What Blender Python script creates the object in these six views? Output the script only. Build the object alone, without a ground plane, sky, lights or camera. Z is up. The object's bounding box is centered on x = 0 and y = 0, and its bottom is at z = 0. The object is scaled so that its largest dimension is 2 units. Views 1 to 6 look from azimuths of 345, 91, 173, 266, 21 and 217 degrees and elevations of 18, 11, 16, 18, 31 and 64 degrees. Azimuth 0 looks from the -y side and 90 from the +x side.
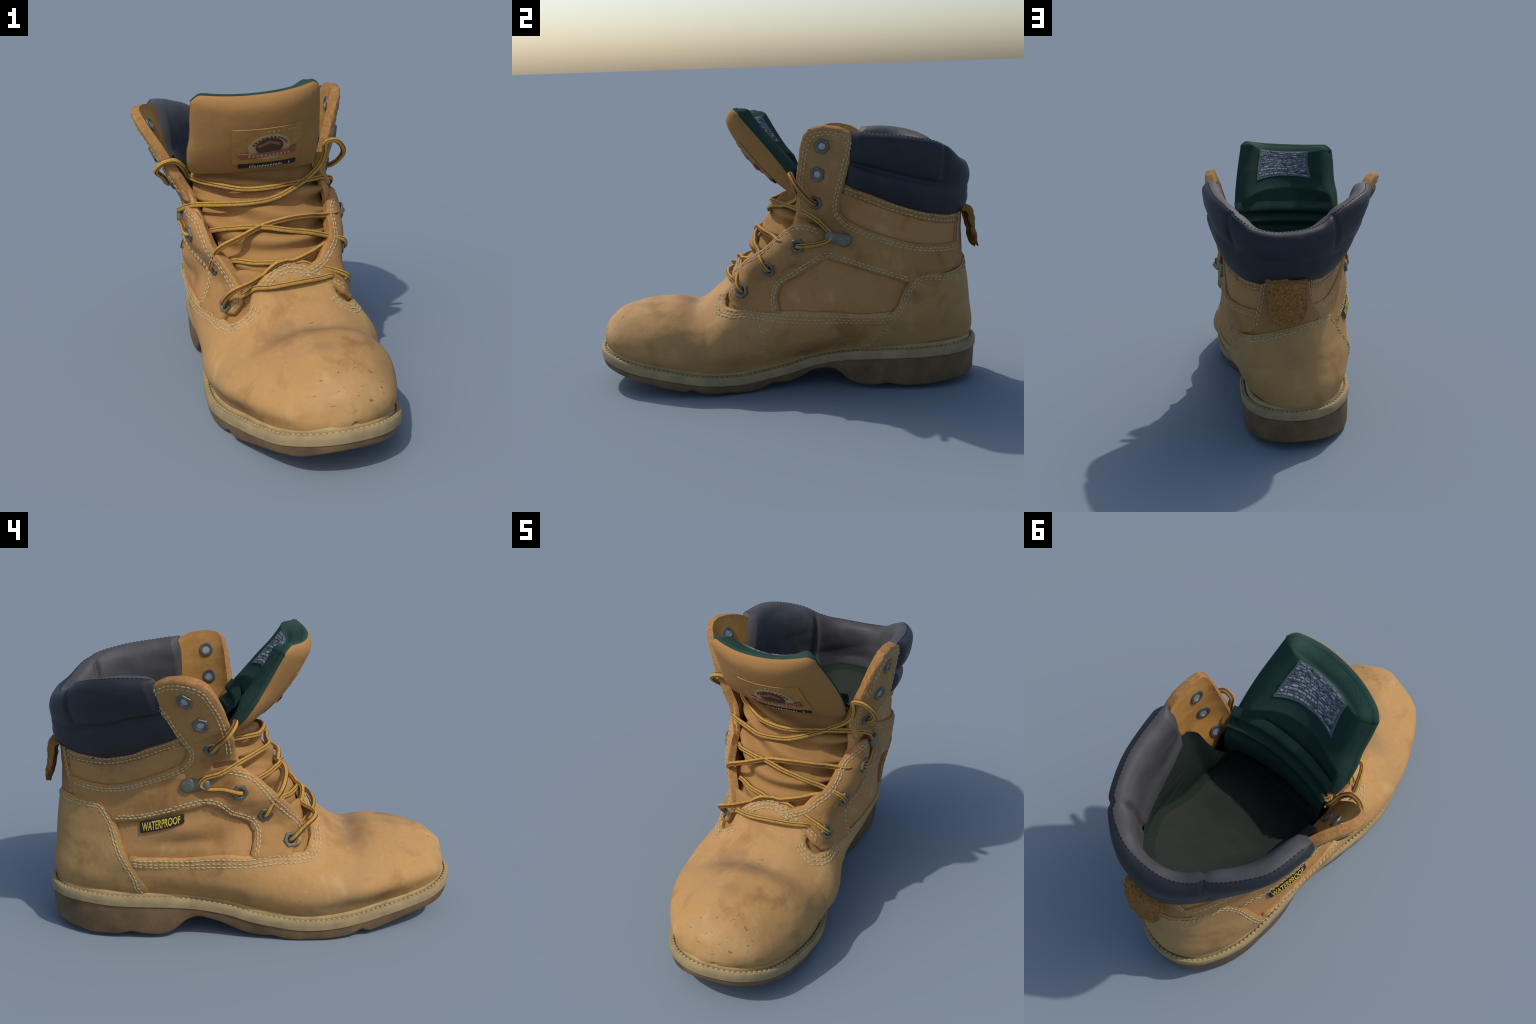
# ---------------------------------------------------------------- base form
import numpy as np
from math import pi, sin, cos, radians

def spline(knots, values, x, periodic=False):
    """Catmull-Rom style cubic Hermite through values (n,k) at knots."""
    k = np.asarray(knots, float); v = np.asarray(values, float)
    if v.ndim == 1: v = v[:, None]
    x = np.asarray(x, float)
    if periodic:
        per = k[-1] - k[0]
        v = v[:-1]
        kk = np.concatenate([k[-3:-1] - per, k, k[1:3] + per])
        vv = np.concatenate([v[-2:], v, v[:3]])
        x = (x - k[0]) % per + k[0]
    else:
        kk = np.concatenate([[2 * k[0] - k[1]], k, [2 * k[-1] - k[-2]]])
        vv = np.concatenate([[2 * v[0] - v[1]], v, [2 * v[-1] - v[-2]]])
        x = np.clip(x, k[0], k[-1])
    m = np.zeros_like(vv)
    d = np.diff(vv, axis=0) / np.diff(kk)[:, None]
    h = np.diff(kk)[:, None]
    m[1:-1] = (d[:-1] * h[1:] + d[1:] * h[:-1]) / (h[1:] + h[:-1])
    i = np.clip(np.searchsorted(kk, x, side='right') - 1, 1, len(kk) - 3)
    hh = (kk[i + 1] - kk[i])[:, None]; t = ((x - kk[i])[:, None]) / hh
    return ((2 * t**3 - 3 * t**2 + 1) * vv[i] + (t**3 - 2 * t**2 + t) * hh * m[i]
            + (-2 * t**3 + 3 * t**2) * vv[i + 1] + (t**3 - t**2) * hh * m[i + 1])

FR = [0.93, 0.75, 0.5, 0.25, 0.06]

# each ring: back/bottom point (y, z), front/top point (y, z), centre x,
# then right and left x at the fractions FR from front to back
RINGS = [
    (-0.966, 0.226, -0.966, 0.234, 0.080, [0.084, 0.084, 0.084, 0.084, 0.084], [0.076, 0.076, 0.076, 0.076, 0.076]),
    (-0.957, 0.180, -0.955, 0.272, 0.072, [0.108, 0.130, 0.144, 0.144, 0.138], [0.058, 0.034, 0.020, 0.020, 0.027]),
    (-0.946, 0.150, -0.938, 0.323, 0.075, [0.120, 0.157, 0.177, 0.178, 0.168], [0.042, 0.009, -0.010, -0.011, -0.001]),
    (-0.925, 0.135, -0.915, 0.345, 0.060, [0.131, 0.185, 0.214, 0.214, 0.198], [0.007, -0.042, -0.072, -0.073, -0.055]),
    (-0.872, 0.120, -0.880, 0.376, 0.058, [0.153, 0.224, 0.264, 0.251, 0.218], [-0.032, -0.106, -0.151, -0.139, -0.104]),
    (-0.753, 0.100, -0.757, 0.421, 0.064, [0.194, 0.269, 0.324, 0.324, 0.284], [-0.049, -0.153, -0.230, -0.222, -0.179]),
    (-0.603, 0.075, -0.644, 0.433, 0.072, [0.236, 0.328, 0.372, 0.365, 0.316], [-0.061, -0.196, -0.288, -0.271, -0.218]),
    (-0.465, 0.050, -0.449, 0.428, 0.080, [0.253, 0.342, 0.395, 0.366, 0.314], [-0.090, -0.230, -0.331, -0.306, -0.250]),
    (-0.229, 0.060, -0.343, 0.498, 0.065, [0.238, 0.366, 0.422, 0.373, 0.319], [-0.070, -0.182, -0.317, -0.336, -0.287]),
    (0.037, 0.120, -0.274, 0.559, 0.075, [0.295, 0.345, 0.388, 0.329, 0.270], [-0.124, -0.192, -0.279, -0.301, -0.238]),
    (0.405, 0.190, -0.187, 0.700, 0.070, [0.319, 0.362, 0.419, 0.378, 0.292], [-0.198, -0.217, -0.290, -0.284, -0.232]),
    (0.804, 0.180, -0.115, 0.765, 0.068, [0.368, 0.411, 0.436, 0.341, 0.250], [-0.261, -0.275, -0.286, -0.232, -0.133]),
    (0.953, 0.220, -0.045, 0.820, 0.081, [0.392, 0.406, 0.396, 0.336, 0.218], [-0.286, -0.307, -0.281, -0.201, -0.074]),
    (0.945, 0.420, 0.005, 0.868, 0.104, [0.390, 0.390, 0.395, 0.368, 0.269], [-0.289, -0.299, -0.246, -0.142, -0.029]),
    (0.911, 0.650, 0.026, 0.946, 0.108, [0.349, 0.365, 0.390, 0.389, 0.282], [-0.299, -0.289, -0.235, -0.122, -0.028]),
    (0.907, 0.850, 0.032, 1.000, 0.119, [0.326, 0.384, 0.402, 0.374, 0.267], [-0.326, -0.332, -0.265, -0.142, -0.021]),
    (0.918, 1.020, 0.020, 1.140, 0.122, [0.359, 0.438, 0.431, 0.388, 0.262], [-0.390, -0.409, -0.323, -0.225, -0.045]),
    (0.898, 1.160, 0.024, 1.348, 0.107, [0.415, 0.450, 0.453, 0.412, 0.310], [-0.482, -0.499, -0.382, -0.290, -0.095]),
    (0.890, 1.240, 0.028, 1.425, 0.107, [0.426, 0.459, 0.460, 0.420, 0.330], [-0.510, -0.517, -0.404, -0.325, -0.125]),
    (0.885, 1.330, 0.023, 1.519, 0.108, [0.439, 0.459, 0.458, 0.425, 0.340], [-0.562, -0.562, -0.434, -0.350, -0.140]),
]

def ring_points(r):
    yb, zb, yf, zf, xc, R, L = r
    pts = [(xc, 1.0)] + list(zip(R, FR)) + [(xc, 0.0)] + list(zip(L[::-1], FR[::-1]))
    return np.array([(x, yb + (yf - yb) * f, zb + (zf - zb) * f) for x, f in pts])

NU, NV = 360, 300
def build_base():
    P = np.array([ring_points(r) for r in RINGS])
    nr = len(P)
    ch = np.linalg.norm(np.diff(np.concatenate([P[5:], P[5:, :1]], 1), axis=1), axis=2).mean(0)
    ku = np.concatenate([[0], np.cumsum(ch ** 0.8)]); ku /= ku[-1]
    cv = np.linalg.norm(np.diff(P, axis=0), axis=2).mean(1) ** 0.7
    kv = np.concatenate([[0], np.cumsum(cv)]); kv /= kv[-1]
    u = np.arange(NU) / NU
    rings = np.array([spline(ku, np.concatenate([p, p[:1]]), u, True) for p in P])
    v = np.linspace(0, 1, NV)
    G = np.array([spline(kv, rings[:, j], v) for j in range(NU)])  # NU,NV,3
    return np.transpose(G, (1, 0, 2))

OUTLINE = [(0.085, 1.000), (0.19, 0.975), (0.27, 0.920), (0.322, 0.840), (0.346, 0.740), (0.350, 0.62), (0.338, 0.45),
           (0.295, 0.28), (0.278, 0.10), (0.315, -0.08), (0.374, -0.26), (0.402, -0.40), (0.400, -0.55), (0.380, -0.67),
           (0.347, -0.79), (0.293, -0.888), (0.205, -0.960), (0.09, -0.994), (-0.03, -0.986), (-0.122, -0.940),
           (-0.198, -0.855), (-0.246, -0.75), (-0.286, -0.62), (-0.324, -0.48), (-0.346, -0.34), (-0.340, -0.20),
           (-0.306, -0.02), (-0.272, 0.15), (-0.258, 0.32), (-0.256, 0.48), (-0.243, 0.62), (-0.217, 0.74),
           (-0.173, 0.84), (-0.102, 0.936), (-0.015, 0.985)]
NS = 420
def outline_curve():
    P = np.array(OUTLINE + OUTLINE[:1])
    k = np.concatenate([[0], np.cumsum(np.linalg.norm(np.diff(P, axis=0), axis=1))])
    C = spline(k, P, np.linspace(0, k[-1], NS, endpoint=False), True)
    T = np.roll(C, -1, 0) - np.roll(C, 1, 0); T /= np.linalg.norm(T, axis=1, keepdims=True)
    Nn = np.stack([T[:, 1], -T[:, 0]], 1)
    if ((C - C.mean(0)) * Nn).sum() < 0: Nn = -Nn
    return C, Nn

SEAM_Z = [(-1.0, .166), (-.93, .149), (-.86, .131), (-.73, .108), (-.59, .086), (-.46, .066), (-.33, .055), (-.2, .053), (-.07, .069), (.04, .088),
          (.12, .112), (.26, .141), (.43, .160), (.51, .164), (.66, .168), (.81, .174), (.94, .175), (1.01, .174)]
TREAD_R = [(-1.0, .130), (-.93, .111), (-.84, .090), (-.71, .061), (-.60, .039), (-.53, .030), (-.49, .038), (-.45, .022), (-.36, .010), (-.31, .014), (-.23, .006),
           (-.12, .017), (-.08, .033), (.01, .036), (.05, .047), (.14, .092), (.21, .102), (.25, .095), (.32, .038), (.38, .021), (.46, .021), (.51, .030),
           (.56, .022), (.65, .018), (.73, .022), (.87, .034), (.97, .041), (1.01, .046)]
TREAD_L = [(-1.0, .130), (-.94, .102), (-.83, .082), (-.68, .050), (-.58, .026), (-.54, .020), (-.50, .034), (-.46, .018), (-.39, .007), (-.26, .001), (-.13, .004),
           (-.07, .016), (.0, .018), (.05, .026), (.20, .083), (.30, .102), (.34, .087), (.39, .046), (.44, .020), (.54, .020), (.61, .031),
           (.66, .018), (.72, .016), (.79, .014), (.88, .026), (.95, .037), (1.01, .046)]
def seam_z(y): a = np.array(SEAM_Z); return spline(a[:, 0], a[:, 1], y)[:, 0]
def tread_z(y, x):
    """lug and arch line, further back on the outer side"""
    r, l = np.array(TREAD_R), np.array(TREAD_L); t = np.clip((x + 0.1) / 0.3, 0, 1)
    return spline(r[:, 0], r[:, 1], y)[:, 0] * t + spline(l[:, 0], l[:, 1], y)[:, 0] * (1 - t)

def tuck_in(G):
    """draw the upper in where it meets the welt"""
    C, Nn = outline_curve(); P = G.reshape(-1, 3).copy()
    dz = P[:, 2] - (seam_z(np.clip(P[:, 1], -1, 1)) + 0.055)
    idx = np.where(dz < 0.40)[0]
    for s in range(0, len(idx), 4000):
        q = idx[s:s + 4000]
        d2 = ((P[q, None, :2] - C[None]) ** 2).sum(2); k = d2.argmin(1)
        d = -((P[q, :2] - C[k]) * Nn[k]).sum(1)               # depth inside the outline
        need = 0.048 - 0.42 * np.maximum(dz[q], -0.02)
        ex = need - d; mv = 0.5 * (ex + np.sqrt(ex * ex + 0.012 ** 2)) - 0.0006
        w = np.clip((0.13 - dz[q]) / 0.11, 0, 1); w = w * w * (3 - 2 * w)
        mv = np.clip(mv, 0, 0.085) * w
        P[q, :2] -= Nn[k] * mv[:, None]
    return P.reshape(G.shape)


# ---------------------------------------------------------------- blender part
import bpy, bmesh, random
from mathutils import Vector, Matrix
from mathutils.geometry import delaunay_2d_cdt
random.seed(4)
RNG = np.random.RandomState(7)

def smooth_noise(P, scale, seed=0, octaves=2):
    """cheap smooth pseudo noise from sums of sines, about -1..1"""
    r = np.random.RandomState(seed); out = np.zeros(len(P)); amp = 1.0; tot = 0
    for o in range(octaves):
        for k in range(5):
            d = r.normal(size=3); d /= np.linalg.norm(d)
            out += amp * np.sin(P @ d * scale * (0.7 + 0.6 * r.rand()) * (2 ** o) + r.rand() * 6.28)
        tot += amp * 2.2; amp *= 0.5
    return out / tot

# ---- base grid with normals
GRID = build_base()

def grid_normals(G):
    du = np.roll(G, -1, 1) - np.roll(G, 1, 1)
    dv = np.gradient(G, axis=0)
    n = np.cross(dv, du)
    n /= np.linalg.norm(n, axis=2, keepdims=True) + 1e-12
    c = G.mean(1, keepdims=True)
    if ((G - c) * n).sum() < 0: n = -n
    return n

def relief(G, N):
    """folds and dents of worn leather, along the normals"""
    P = G.reshape(-1, 3); h = np.zeros(len(P))
    x, y, z = P.T
    h += 0.005 * smooth_noise(P, 8.0, 3, 2) + 0.0018 * smooth_noise(P * np.array([1.0, 0.6, 2.2]), 22.0, 17, 2) 
    for f in FOLDS:
        (cx, cy, cz), (rx, ry, rz), amp = f
        h += amp * np.exp(-(((x - cx) / rx) ** 2 + ((y - cy) / ry) ** 2 + ((z - cz) / rz) ** 2))
    return G + N * h.reshape(G.shape[:2])[..., None]

FOLDS = [
    ((0.03, -0.47, 0.44), (0.30, 0.05, 0.10), -0.012),     # flex crease across the vamp
    ((0.03, -0.57, 0.45), (0.22, 0.06, 0.10), 0.006),
    ((-0.31, 0.28, 0.50), (0.10, 0.22, 0.03), -0.008),
    ((-0.30, 0.30, 0.57), (0.10, 0.16, 0.035), 0.010),
    ((-0.24, 0.06, 0.66), (0.08, 0.06, 0.04), -0.010),
    ((0.40, 0.10, 0.74), (0.08, 0.10, 0.04), -0.008),
    ((0.36, -0.12, 0.60), (0.08, 0.05, 0.03), -0.007),
    ((0.40, -0.40, 0.25), (0.10, 0.016, 0.12), -0.005),
    ((0.40, -0.33, 0.28), (0.10, 0.030, 0.10), 0.005),
    ((-0.20, -0.10, 0.55), (0.08, 0.04, 0.03), -0.008),
    ((-0.30, 0.18, 0.60), (0.10, 0.07, 0.03), 0.008),
    ((-0.18, 0.80, 0.30), (0.10, 0.12, 0.05), 0.006),
    ((0.20, 0.93, 0.45), (0.12, 0.10, 0.06), -0.005),
    ((0.36, 0.60, 0.86), (0.10, 0.20, 0.035), 0.007),
    ((-0.22, 0.62, 0.84), (0.10, 0.20, 0.035), 0.007),
]
GRID = tuck_in(GRID)
NRM = grid_normals(GRID)
GRID = relief(GRID, NRM)
NRM = grid_normals(GRID)

def sample(A, uv):
    u = (np.asarray(uv)[:, 0] % 1.0) * NU; v = np.clip(np.asarray(uv)[:, 1], 0, 1) * (NV - 1)
    i = np.floor(u).astype(int); j = np.minimum(np.floor(v).astype(int), NV - 2)
    a = (u - i)[:, None]; b = (v - j)[:, None]; i0 = i % NU; i1 = (i + 1) % NU
    return (A[j, i0] * (1 - a) + A[j, i1] * a) * (1 - b) + (A[j + 1, i0] * (1 - a) + A[j + 1, i1] * a) * b

def surf(uv, h=0.0):
    uv = np.asarray(uv, float)
    n = sample(NRM, uv); n /= np.linalg.norm(n, axis=1, keepdims=True)
    return sample(GRID, uv) + n * (np.asarray(h, float).reshape(-1, 1) if np.ndim(h) else h)

UU, VV = np.meshgrid(np.arange(NU) / NU, np.linspace(0, 1, NV))

def locate(side, a, b):
    """u, v of a point given in side (y, z), back (x, z) or top (x, y) view"""
    ax = {'R': (1, 2), 'L': (1, 2), 'B': (0, 2), 'T': (0, 1)}[side]
    mask = {'R': (UU > 0.02) & (UU < 0.49), 'L': (UU > 0.51) & (UU < 0.98),
            'B': (UU > 0.3) & (UU < 0.7), 'T': ((UU < 0.25) | (UU > 0.75)) & (VV < 0.7)}[side]
    if side == 'B': mask = mask & (NRM[..., 1] > 0)
    if side == 'T': mask = mask & (NRM[..., 2] > 0)
    q = np.array([a, b])
    d = ((GRID[..., ax] - q) ** 2).sum(2) + np.where(mask, 0, 9)
    j, i = np.unravel_index(np.argmin(d), d.shape)
    uv = np.array([[UU[j, i], VV[j, i]]]); best = uv.copy()
    e = 0.002; bd = 9
    for _ in range(5):
        p = sample(GRID, uv)[0][list(ax)]
        r = q - p
        if r @ r < bd: bd = r @ r; best = uv.copy()
        J = np.stack([(sample(GRID, uv + [e, 0])[0][list(ax)] - p) / e,
                      (sample(GRID, uv + [0, e])[0][list(ax)] - p) / e], 1)
        st = np.linalg.lstsq(J, r, rcond=1e-3)[0]
        uv = uv + np.clip(st, -0.01, 0.01)
    return best[0]

def uvs(*items):
    """mixed list: ('R', (y,z), ...), ('B', (x,z) ...), ('U', (u,v) ...)"""
    out = []
    for it in items:
        for p in it[1:]:
            out.append(np.array(p, float) if it[0] == 'U' else locate(it[0], *p))
    return np.array(out)

METRIC = np.array([2.5, 2.6])

def wrap(uv, centre):
    uv = np.array(uv); uv[:, 0] = (uv[:, 0] - centre + 0.5) % 1.0 + centre - 0.5
    return uv

def resample(pts, step, closed=False, smooth=True, metric=METRIC):
    P = np.asarray(pts, float)
    if closed: P = np.concatenate([P, P[:1]])
    m = P * metric if metric is not None else P
    k = np.concatenate([[0], np.cumsum(np.linalg.norm(np.diff(m, axis=0), axis=1) + 1e-9)])
    n = max(4, int(round(k[-1] / step)))
    t = np.linspace(0, k[-1], n + 1)
    if smooth:
        kk = np.concatenate([[0], np.cumsum((np.linalg.norm(np.diff(m, axis=0), axis=1) + 1e-9))])
        # centripetal-ish: monotone cubic through the control points
        Q = spline(kk, P, t, closed)
    else:
        Q = np.stack([np.interp(t, k, P[:, c]) for c in range(P.shape[1])], 1)
    return Q[:-1] if closed else Q

def seg_dist(Q, loop):
    A = loop; B = np.roll(loop, -1, 0); d = np.full(len(Q), 9.0)
    for a, b in zip(A, B):
        ab = b - a; t = np.clip(((Q - a) @ ab) / (ab @ ab + 1e-12), 0, 1)
        d = np.minimum(d, np.linalg.norm(Q - a - t[:, None] * ab, axis=1))
    return d

def inside(Q, loop):
    c = np.zeros(len(Q), bool)
    for a, b in zip(loop, np.roll(loop, -1, 0)):
        cond = (a[1] > Q[:, 1]) != (b[1] > Q[:, 1])
        xs = (b[0] - a[0]) * (Q[:, 1] - a[1]) / (b[1] - a[1] + 1e-15) + a[0]
        c ^= cond & (Q[:, 0] < xs)
    return c

ROOT = None
def link(obj, parent=None, smooth=True):
    bpy.context.scene.collection.objects.link(obj)
    obj.parent = parent if parent is not None else ROOT
    if smooth and obj.type == 'MESH':
        obj.data.polygons.foreach_set('use_smooth', [True] * len(obj.data.polygons))
    return obj

def mesh_obj(name, V, F, mats, parent=None, sharp=None, midx=None):
    me = bpy.data.meshes.new(name)
    me.from_pydata([tuple(map(float, v)) for v in V], [], [tuple(map(int, f)) for f in F])
    for m in (mats if isinstance(mats, (list, tuple)) else [mats]): me.materials.append(m)
    if midx is not None: me.polygons.foreach_set('material_index', [int(i) for i in midx])
    ob = link(bpy.data.objects.new(name, me), parent)
    bm = bmesh.new(); bm.from_mesh(me); bmesh.ops.recalc_face_normals(bm, faces=bm.faces); bm.to_mesh(me); bm.free()
    if sharp is not None: me.set_sharp_from_angle(angle=radians(sharp))
    me.update()
    return ob

def panel(name, poly, centre, h0, h1, mat, parent=None, step=0.011, grid=0.017, round_=0.014, drop=0.008,
          full=False, rough=0.0, smooth=True, hfun=None, mats=None):
    """a piece of leather lying on the base form: outline in uv, from height h0 to h1"""
    poly = wrap(poly, centre)
    L = resample(poly, step, True, smooth)
    M = L * METRIC
    lo, hi = M.min(0), M.max(0)
    gx = np.arange(lo[0], hi[0], grid); gy = np.arange(lo[1], hi[1], grid * 0.87)
    X, Y = np.meshgrid(gx, gy); X[1::2] += grid / 2
    Q = np.stack([X.ravel(), Y.ravel()], 1)
    Q = Q[inside(Q, M)]
    Q = Q[seg_dist(Q, M) > grid * 0.45]
    allp = np.concatenate([M, Q]); n = len(M)
    vs, es, fs, ov, oe, of = delaunay_2d_cdt([Vector(p) for p in allp.tolist()],
                                             [(i, (i + 1) % n) for i in range(n)], [], 1, 1e-6)
    pv = np.array([(v.x, v.y) for v in vs])
    d = seg_dist(pv, M)
    uv = pv / METRIC
    base = surf(uv)
    top = h1 - drop * np.clip(1 - d / round_, 0, 1) ** 2
    if hfun is not None: top = top + hfun(base, uv, d)
    if rough: top = top + rough * smooth_noise(base, 60, 5, 2)
    T = surf(uv, top); nt = len(T)
    faces = [tuple(f) for f in fs]
    # boundary edges
    cnt = {}
    for f in faces:
        for a, b in zip(f, f[1:] + f[:1]):
            cnt[(a, b)] = cnt.get((a, b), 0) + 1
    bnd = [(a, b) for (a, b) in cnt if (b, a) not in cnt]
    if full:
        Bv = surf(uv, h0); V = np.concatenate([T, Bv])
        faces2 = faces + [tuple(i + nt for i in f[::-1]) for f in faces] + [(b, a, a + nt, b + nt) for a, b in bnd]
        mi = [0] * len(faces) + [1] * len(faces) + [2] * len(bnd)
    else:
        ids = sorted({i for e in bnd for i in e}); mp = {i: nt + k for k, i in enumerate(ids)}
        V = np.concatenate([T, surf(uv[ids], h0)])
        faces2 = faces + [(b, a, mp[a], mp[b]) for a, b in bnd]
        mi = [0] * len(faces) + [2] * len(bnd)
    ob = mesh_obj(name, V, faces2, (mats or [mat, mat]) + [MAT['edge']], parent, sharp=55, midx=mi)
    return ob

def sheet(name, Pgrid, mat, parent=None, closed_u=False, closed_v=False, caps=False, sharp=None, midx=None):
    """quad grid object from an array (n, m, 3)"""
    n, m = Pgrid.shape[:2]; F = []; mi = []
    for i in range(n if closed_u else n - 1):
        for j in range(m if closed_v else m - 1):
            a, b = i * m + j, ((i + 1) % n) * m + j
            c, d = ((i + 1) % n) * m + (j + 1) % m, i * m + (j + 1) % m
            F.append((a, b, c, d)); mi.append(midx(i, j) if midx else 0)
    if caps:
        F.append(tuple(range(m))[::-1]); mi.append(0)
        F.append(tuple((n - 1) * m + k for k in range(m))); mi.append(0)
    return mesh_obj(name, Pgrid.reshape(-1, 3), F, mat, parent, sharp=sharp, midx=mi)

def frames(P, closed=False):
    """tangent, normal, binormal by parallel transport"""
    T = np.gradient(P, axis=0)
    if closed: T = np.roll(P, -1, 0) - np.roll(P, 1, 0)
    T /= np.linalg.norm(T, axis=1, keepdims=True) + 1e-12
    N = np.zeros_like(P); v = np.array([0.0, 0, 1.0])
    if abs(T[0] @ v) > 0.9: v = np.array([1.0, 0, 0])
    v = v - T[0] * (v @ T[0]); N[0] = v / np.linalg.norm(v)
    for i in range(1, len(P)):
        v = N[i - 1] - T[i] * (N[i - 1] @ T[i]); N[i] = v / np.linalg.norm(v)
    return T, N, np.cross(T, N)

# ---------------------------------------------------------------- materials
def lin(r, g, b):
    f = lambda c: (c / 12.92) if c <= 0.04045 else ((c + 0.055) / 1.055) ** 2.4
    return (f(r / 255), f(g / 255), f(b / 255), 1.0)

class Nodes:
    def __init__(self, name):
        self.m = bpy.data.materials.new(name); self.m.use_nodes = True
        self.t = self.m.node_tree; self.n = self.t.nodes; self.b = self.n['Principled BSDF']
        self.co = self.n.new('ShaderNodeTexCoord').outputs['Object']
    def link(self, a, b): self.t.links.new(a, b)
    def mapping(self, scale=(1, 1, 1), rot=(0, 0, 0), loc=(0, 0, 0)):
        m = self.n.new('ShaderNodeMapping'); self.link(self.co, m.inputs[0])
        m.inputs['Scale'].default_value = scale; m.inputs['Rotation'].default_value = rot
        m.inputs['Location'].default_value = loc
        return m.outputs[0]
    def noise(self, scale, detail=3, rough=0.55, vec=None, dist=0.0):
        t = self.n.new('ShaderNodeTexNoise'); t.inputs['Scale'].default_value = scale
        t.inputs['Detail'].default_value = detail; t.inputs['Roughness'].default_value = rough
        t.inputs['Distortion'].default_value = dist
        self.link(vec or self.co, t.inputs['Vector']); return t.outputs['Fac']
    def ramp(self, fac, *stops):
        r = self.n.new('ShaderNodeValToRGB'); self.link(fac, r.inputs[0]); e = r.color_ramp.elements
        while len(e) < len(stops): e.new(0.5)
        for k, (p, c) in enumerate(stops):
            e[k].position = p; e[k].color = c if len(c) == 4 else (*c, 1)
        return r.outputs['Color']
    def fac(self, v, lo, hi):
        m = self.n.new('ShaderNodeMapRange'); m.inputs['From Min'].default_value = lo; m.inputs['From Max'].default_value = hi
        self.link(v, m.inputs['Value']); return m.outputs[0]
    def math(self, op, a, b=None):
        m = self.n.new('ShaderNodeMath'); m.operation = op
        for k, v in enumerate((a, b)):
            if v is None: continue
            if isinstance(v, (int, float)): m.inputs[k].default_value = v
            else: self.link(v, m.inputs[k])
        return m.outputs[0]
    def mix(self, fac, a, b, mode='MIX'):
        m = self.n.new('ShaderNodeMix'); m.data_type = 'RGBA'; m.blend_type = mode
        for s, v in ((m.inputs[0], fac), (m.inputs[6], a), (m.inputs[7], b)):
            if isinstance(v, (int, float)): s.default_value = v
            elif isinstance(v, tuple): s.default_value = v
            else: self.link(v, s)
        return m.outputs[2]
    def spot(self, centre, radius):
        """soft mask: 1 at the centre, 0 outside the ellipsoid"""
        mp = self.n.new('ShaderNodeMapping'); mp.vector_type = 'POINT'; self.link(self.co, mp.inputs[0])
        s = [1 / r for r in radius]
        mp.inputs['Scale'].default_value = s
        mp.inputs['Location'].default_value = [-c * k for c, k in zip(centre, s)]
        g = self.n.new('ShaderNodeTexGradient'); g.gradient_type = 'SPHERICAL'; self.link(mp.outputs[0], g.inputs[0])
        return g.outputs['Fac']
    def bump(self, h, strength=0.3, dist=0.01, prev=None):
        b = self.n.new('ShaderNodeBump'); b.inputs['Strength'].default_value = strength
        b.inputs['Distance'].default_value = dist; self.link(h, b.inputs['Height'])
        if prev is not None: self.link(prev, b.inputs['Normal'])
        return b.outputs[0]
    def done(self, color, rough=0.8, normal=None, metallic=0.0, spec=0.3, sheen=0.0):
        b = self.b
        if isinstance(color, tuple): b.inputs['Base Color'].default_value = color
        else: self.link(color, b.inputs['Base Color'])
        if isinstance(rough, (int, float)): b.inputs['Roughness'].default_value = rough
        else: self.link(rough, b.inputs['Roughness'])
        b.inputs['Metallic'].default_value = metallic
        b.inputs['Specular IOR Level'].default_value = spec
        if sheen:
            b.inputs['Sheen Weight'].default_value = sheen
        if normal is not None: self.link(normal, b.inputs['Normal'])
        return self.m

def leather(name, main, dark, pale, stain=0.5, scuffs=False, spots=()):
    k = Nodes(name)
    base = k.ramp(k.noise(5.0, 5, 0.6, dist=0.4), (0.30, dark), (0.46, main), (0.58, main), (0.70, pale))
    grey = k.fac(k.noise(3.1, 4, 0.55, vec=k.mapping(loc=(3, 1, 2))), 0.52, 0.72)
    c = k.mix(k.math('MULTIPLY', grey, stain), base, lin(146, 120, 86))
    fine = k.fac(k.noise(38, 4, 0.6), 0.35, 0.75)
    c = k.mix(k.math('MULTIPLY', fine, 0.22), c, dark)
    for centre, radius, amount, col in spots:
        m = k.math('MULTIPLY', k.spot(centre, radius), k.fac(k.noise(9, 3), 0.25, 0.6))
        c = k.mix(k.math('MULTIPLY', m, amount), c, col)
    specks = k.fac(k.noise(70, 2, 0.4, vec=k.mapping(scale=(1.0, 0.55, 1.0))), 0.71, 0.76)
    c = k.mix(k.math('MULTIPLY', specks, 0.35), c, lin(110, 82, 52))
    if scuffs:
        mk = k.math('ADD', k.spot((0.09, -0.90, 0.37), (0.24, 0.13, 0.16)), k.math('MULTIPLY', k.spot((0.03, -0.43, 0.44), (0.16, 0.07, 0.1)), 1.2))
        nick = k.fac(k.noise(24, 2, 0.4, vec=k.mapping(scale=(1.0, 2.6, 2.6), rot=(0, 0, 0.35))), 0.672, 0.69)
        nick = k.math('MULTIPLY', nick, k.fac(mk, 0.12, 0.35))
        c = k.mix(k.math('MULTIPLY', nick, 0.6), c, lin(92, 68, 46))
    h = k.noise(140, 3, 0.6)
    n = k.bump(h, 0.10, 0.004)
    n = k.bump(k.noise(22, 4, 0.6), 0.18, 0.012, n)
    return k.done(c, 0.72, n, spec=0.25)

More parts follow.
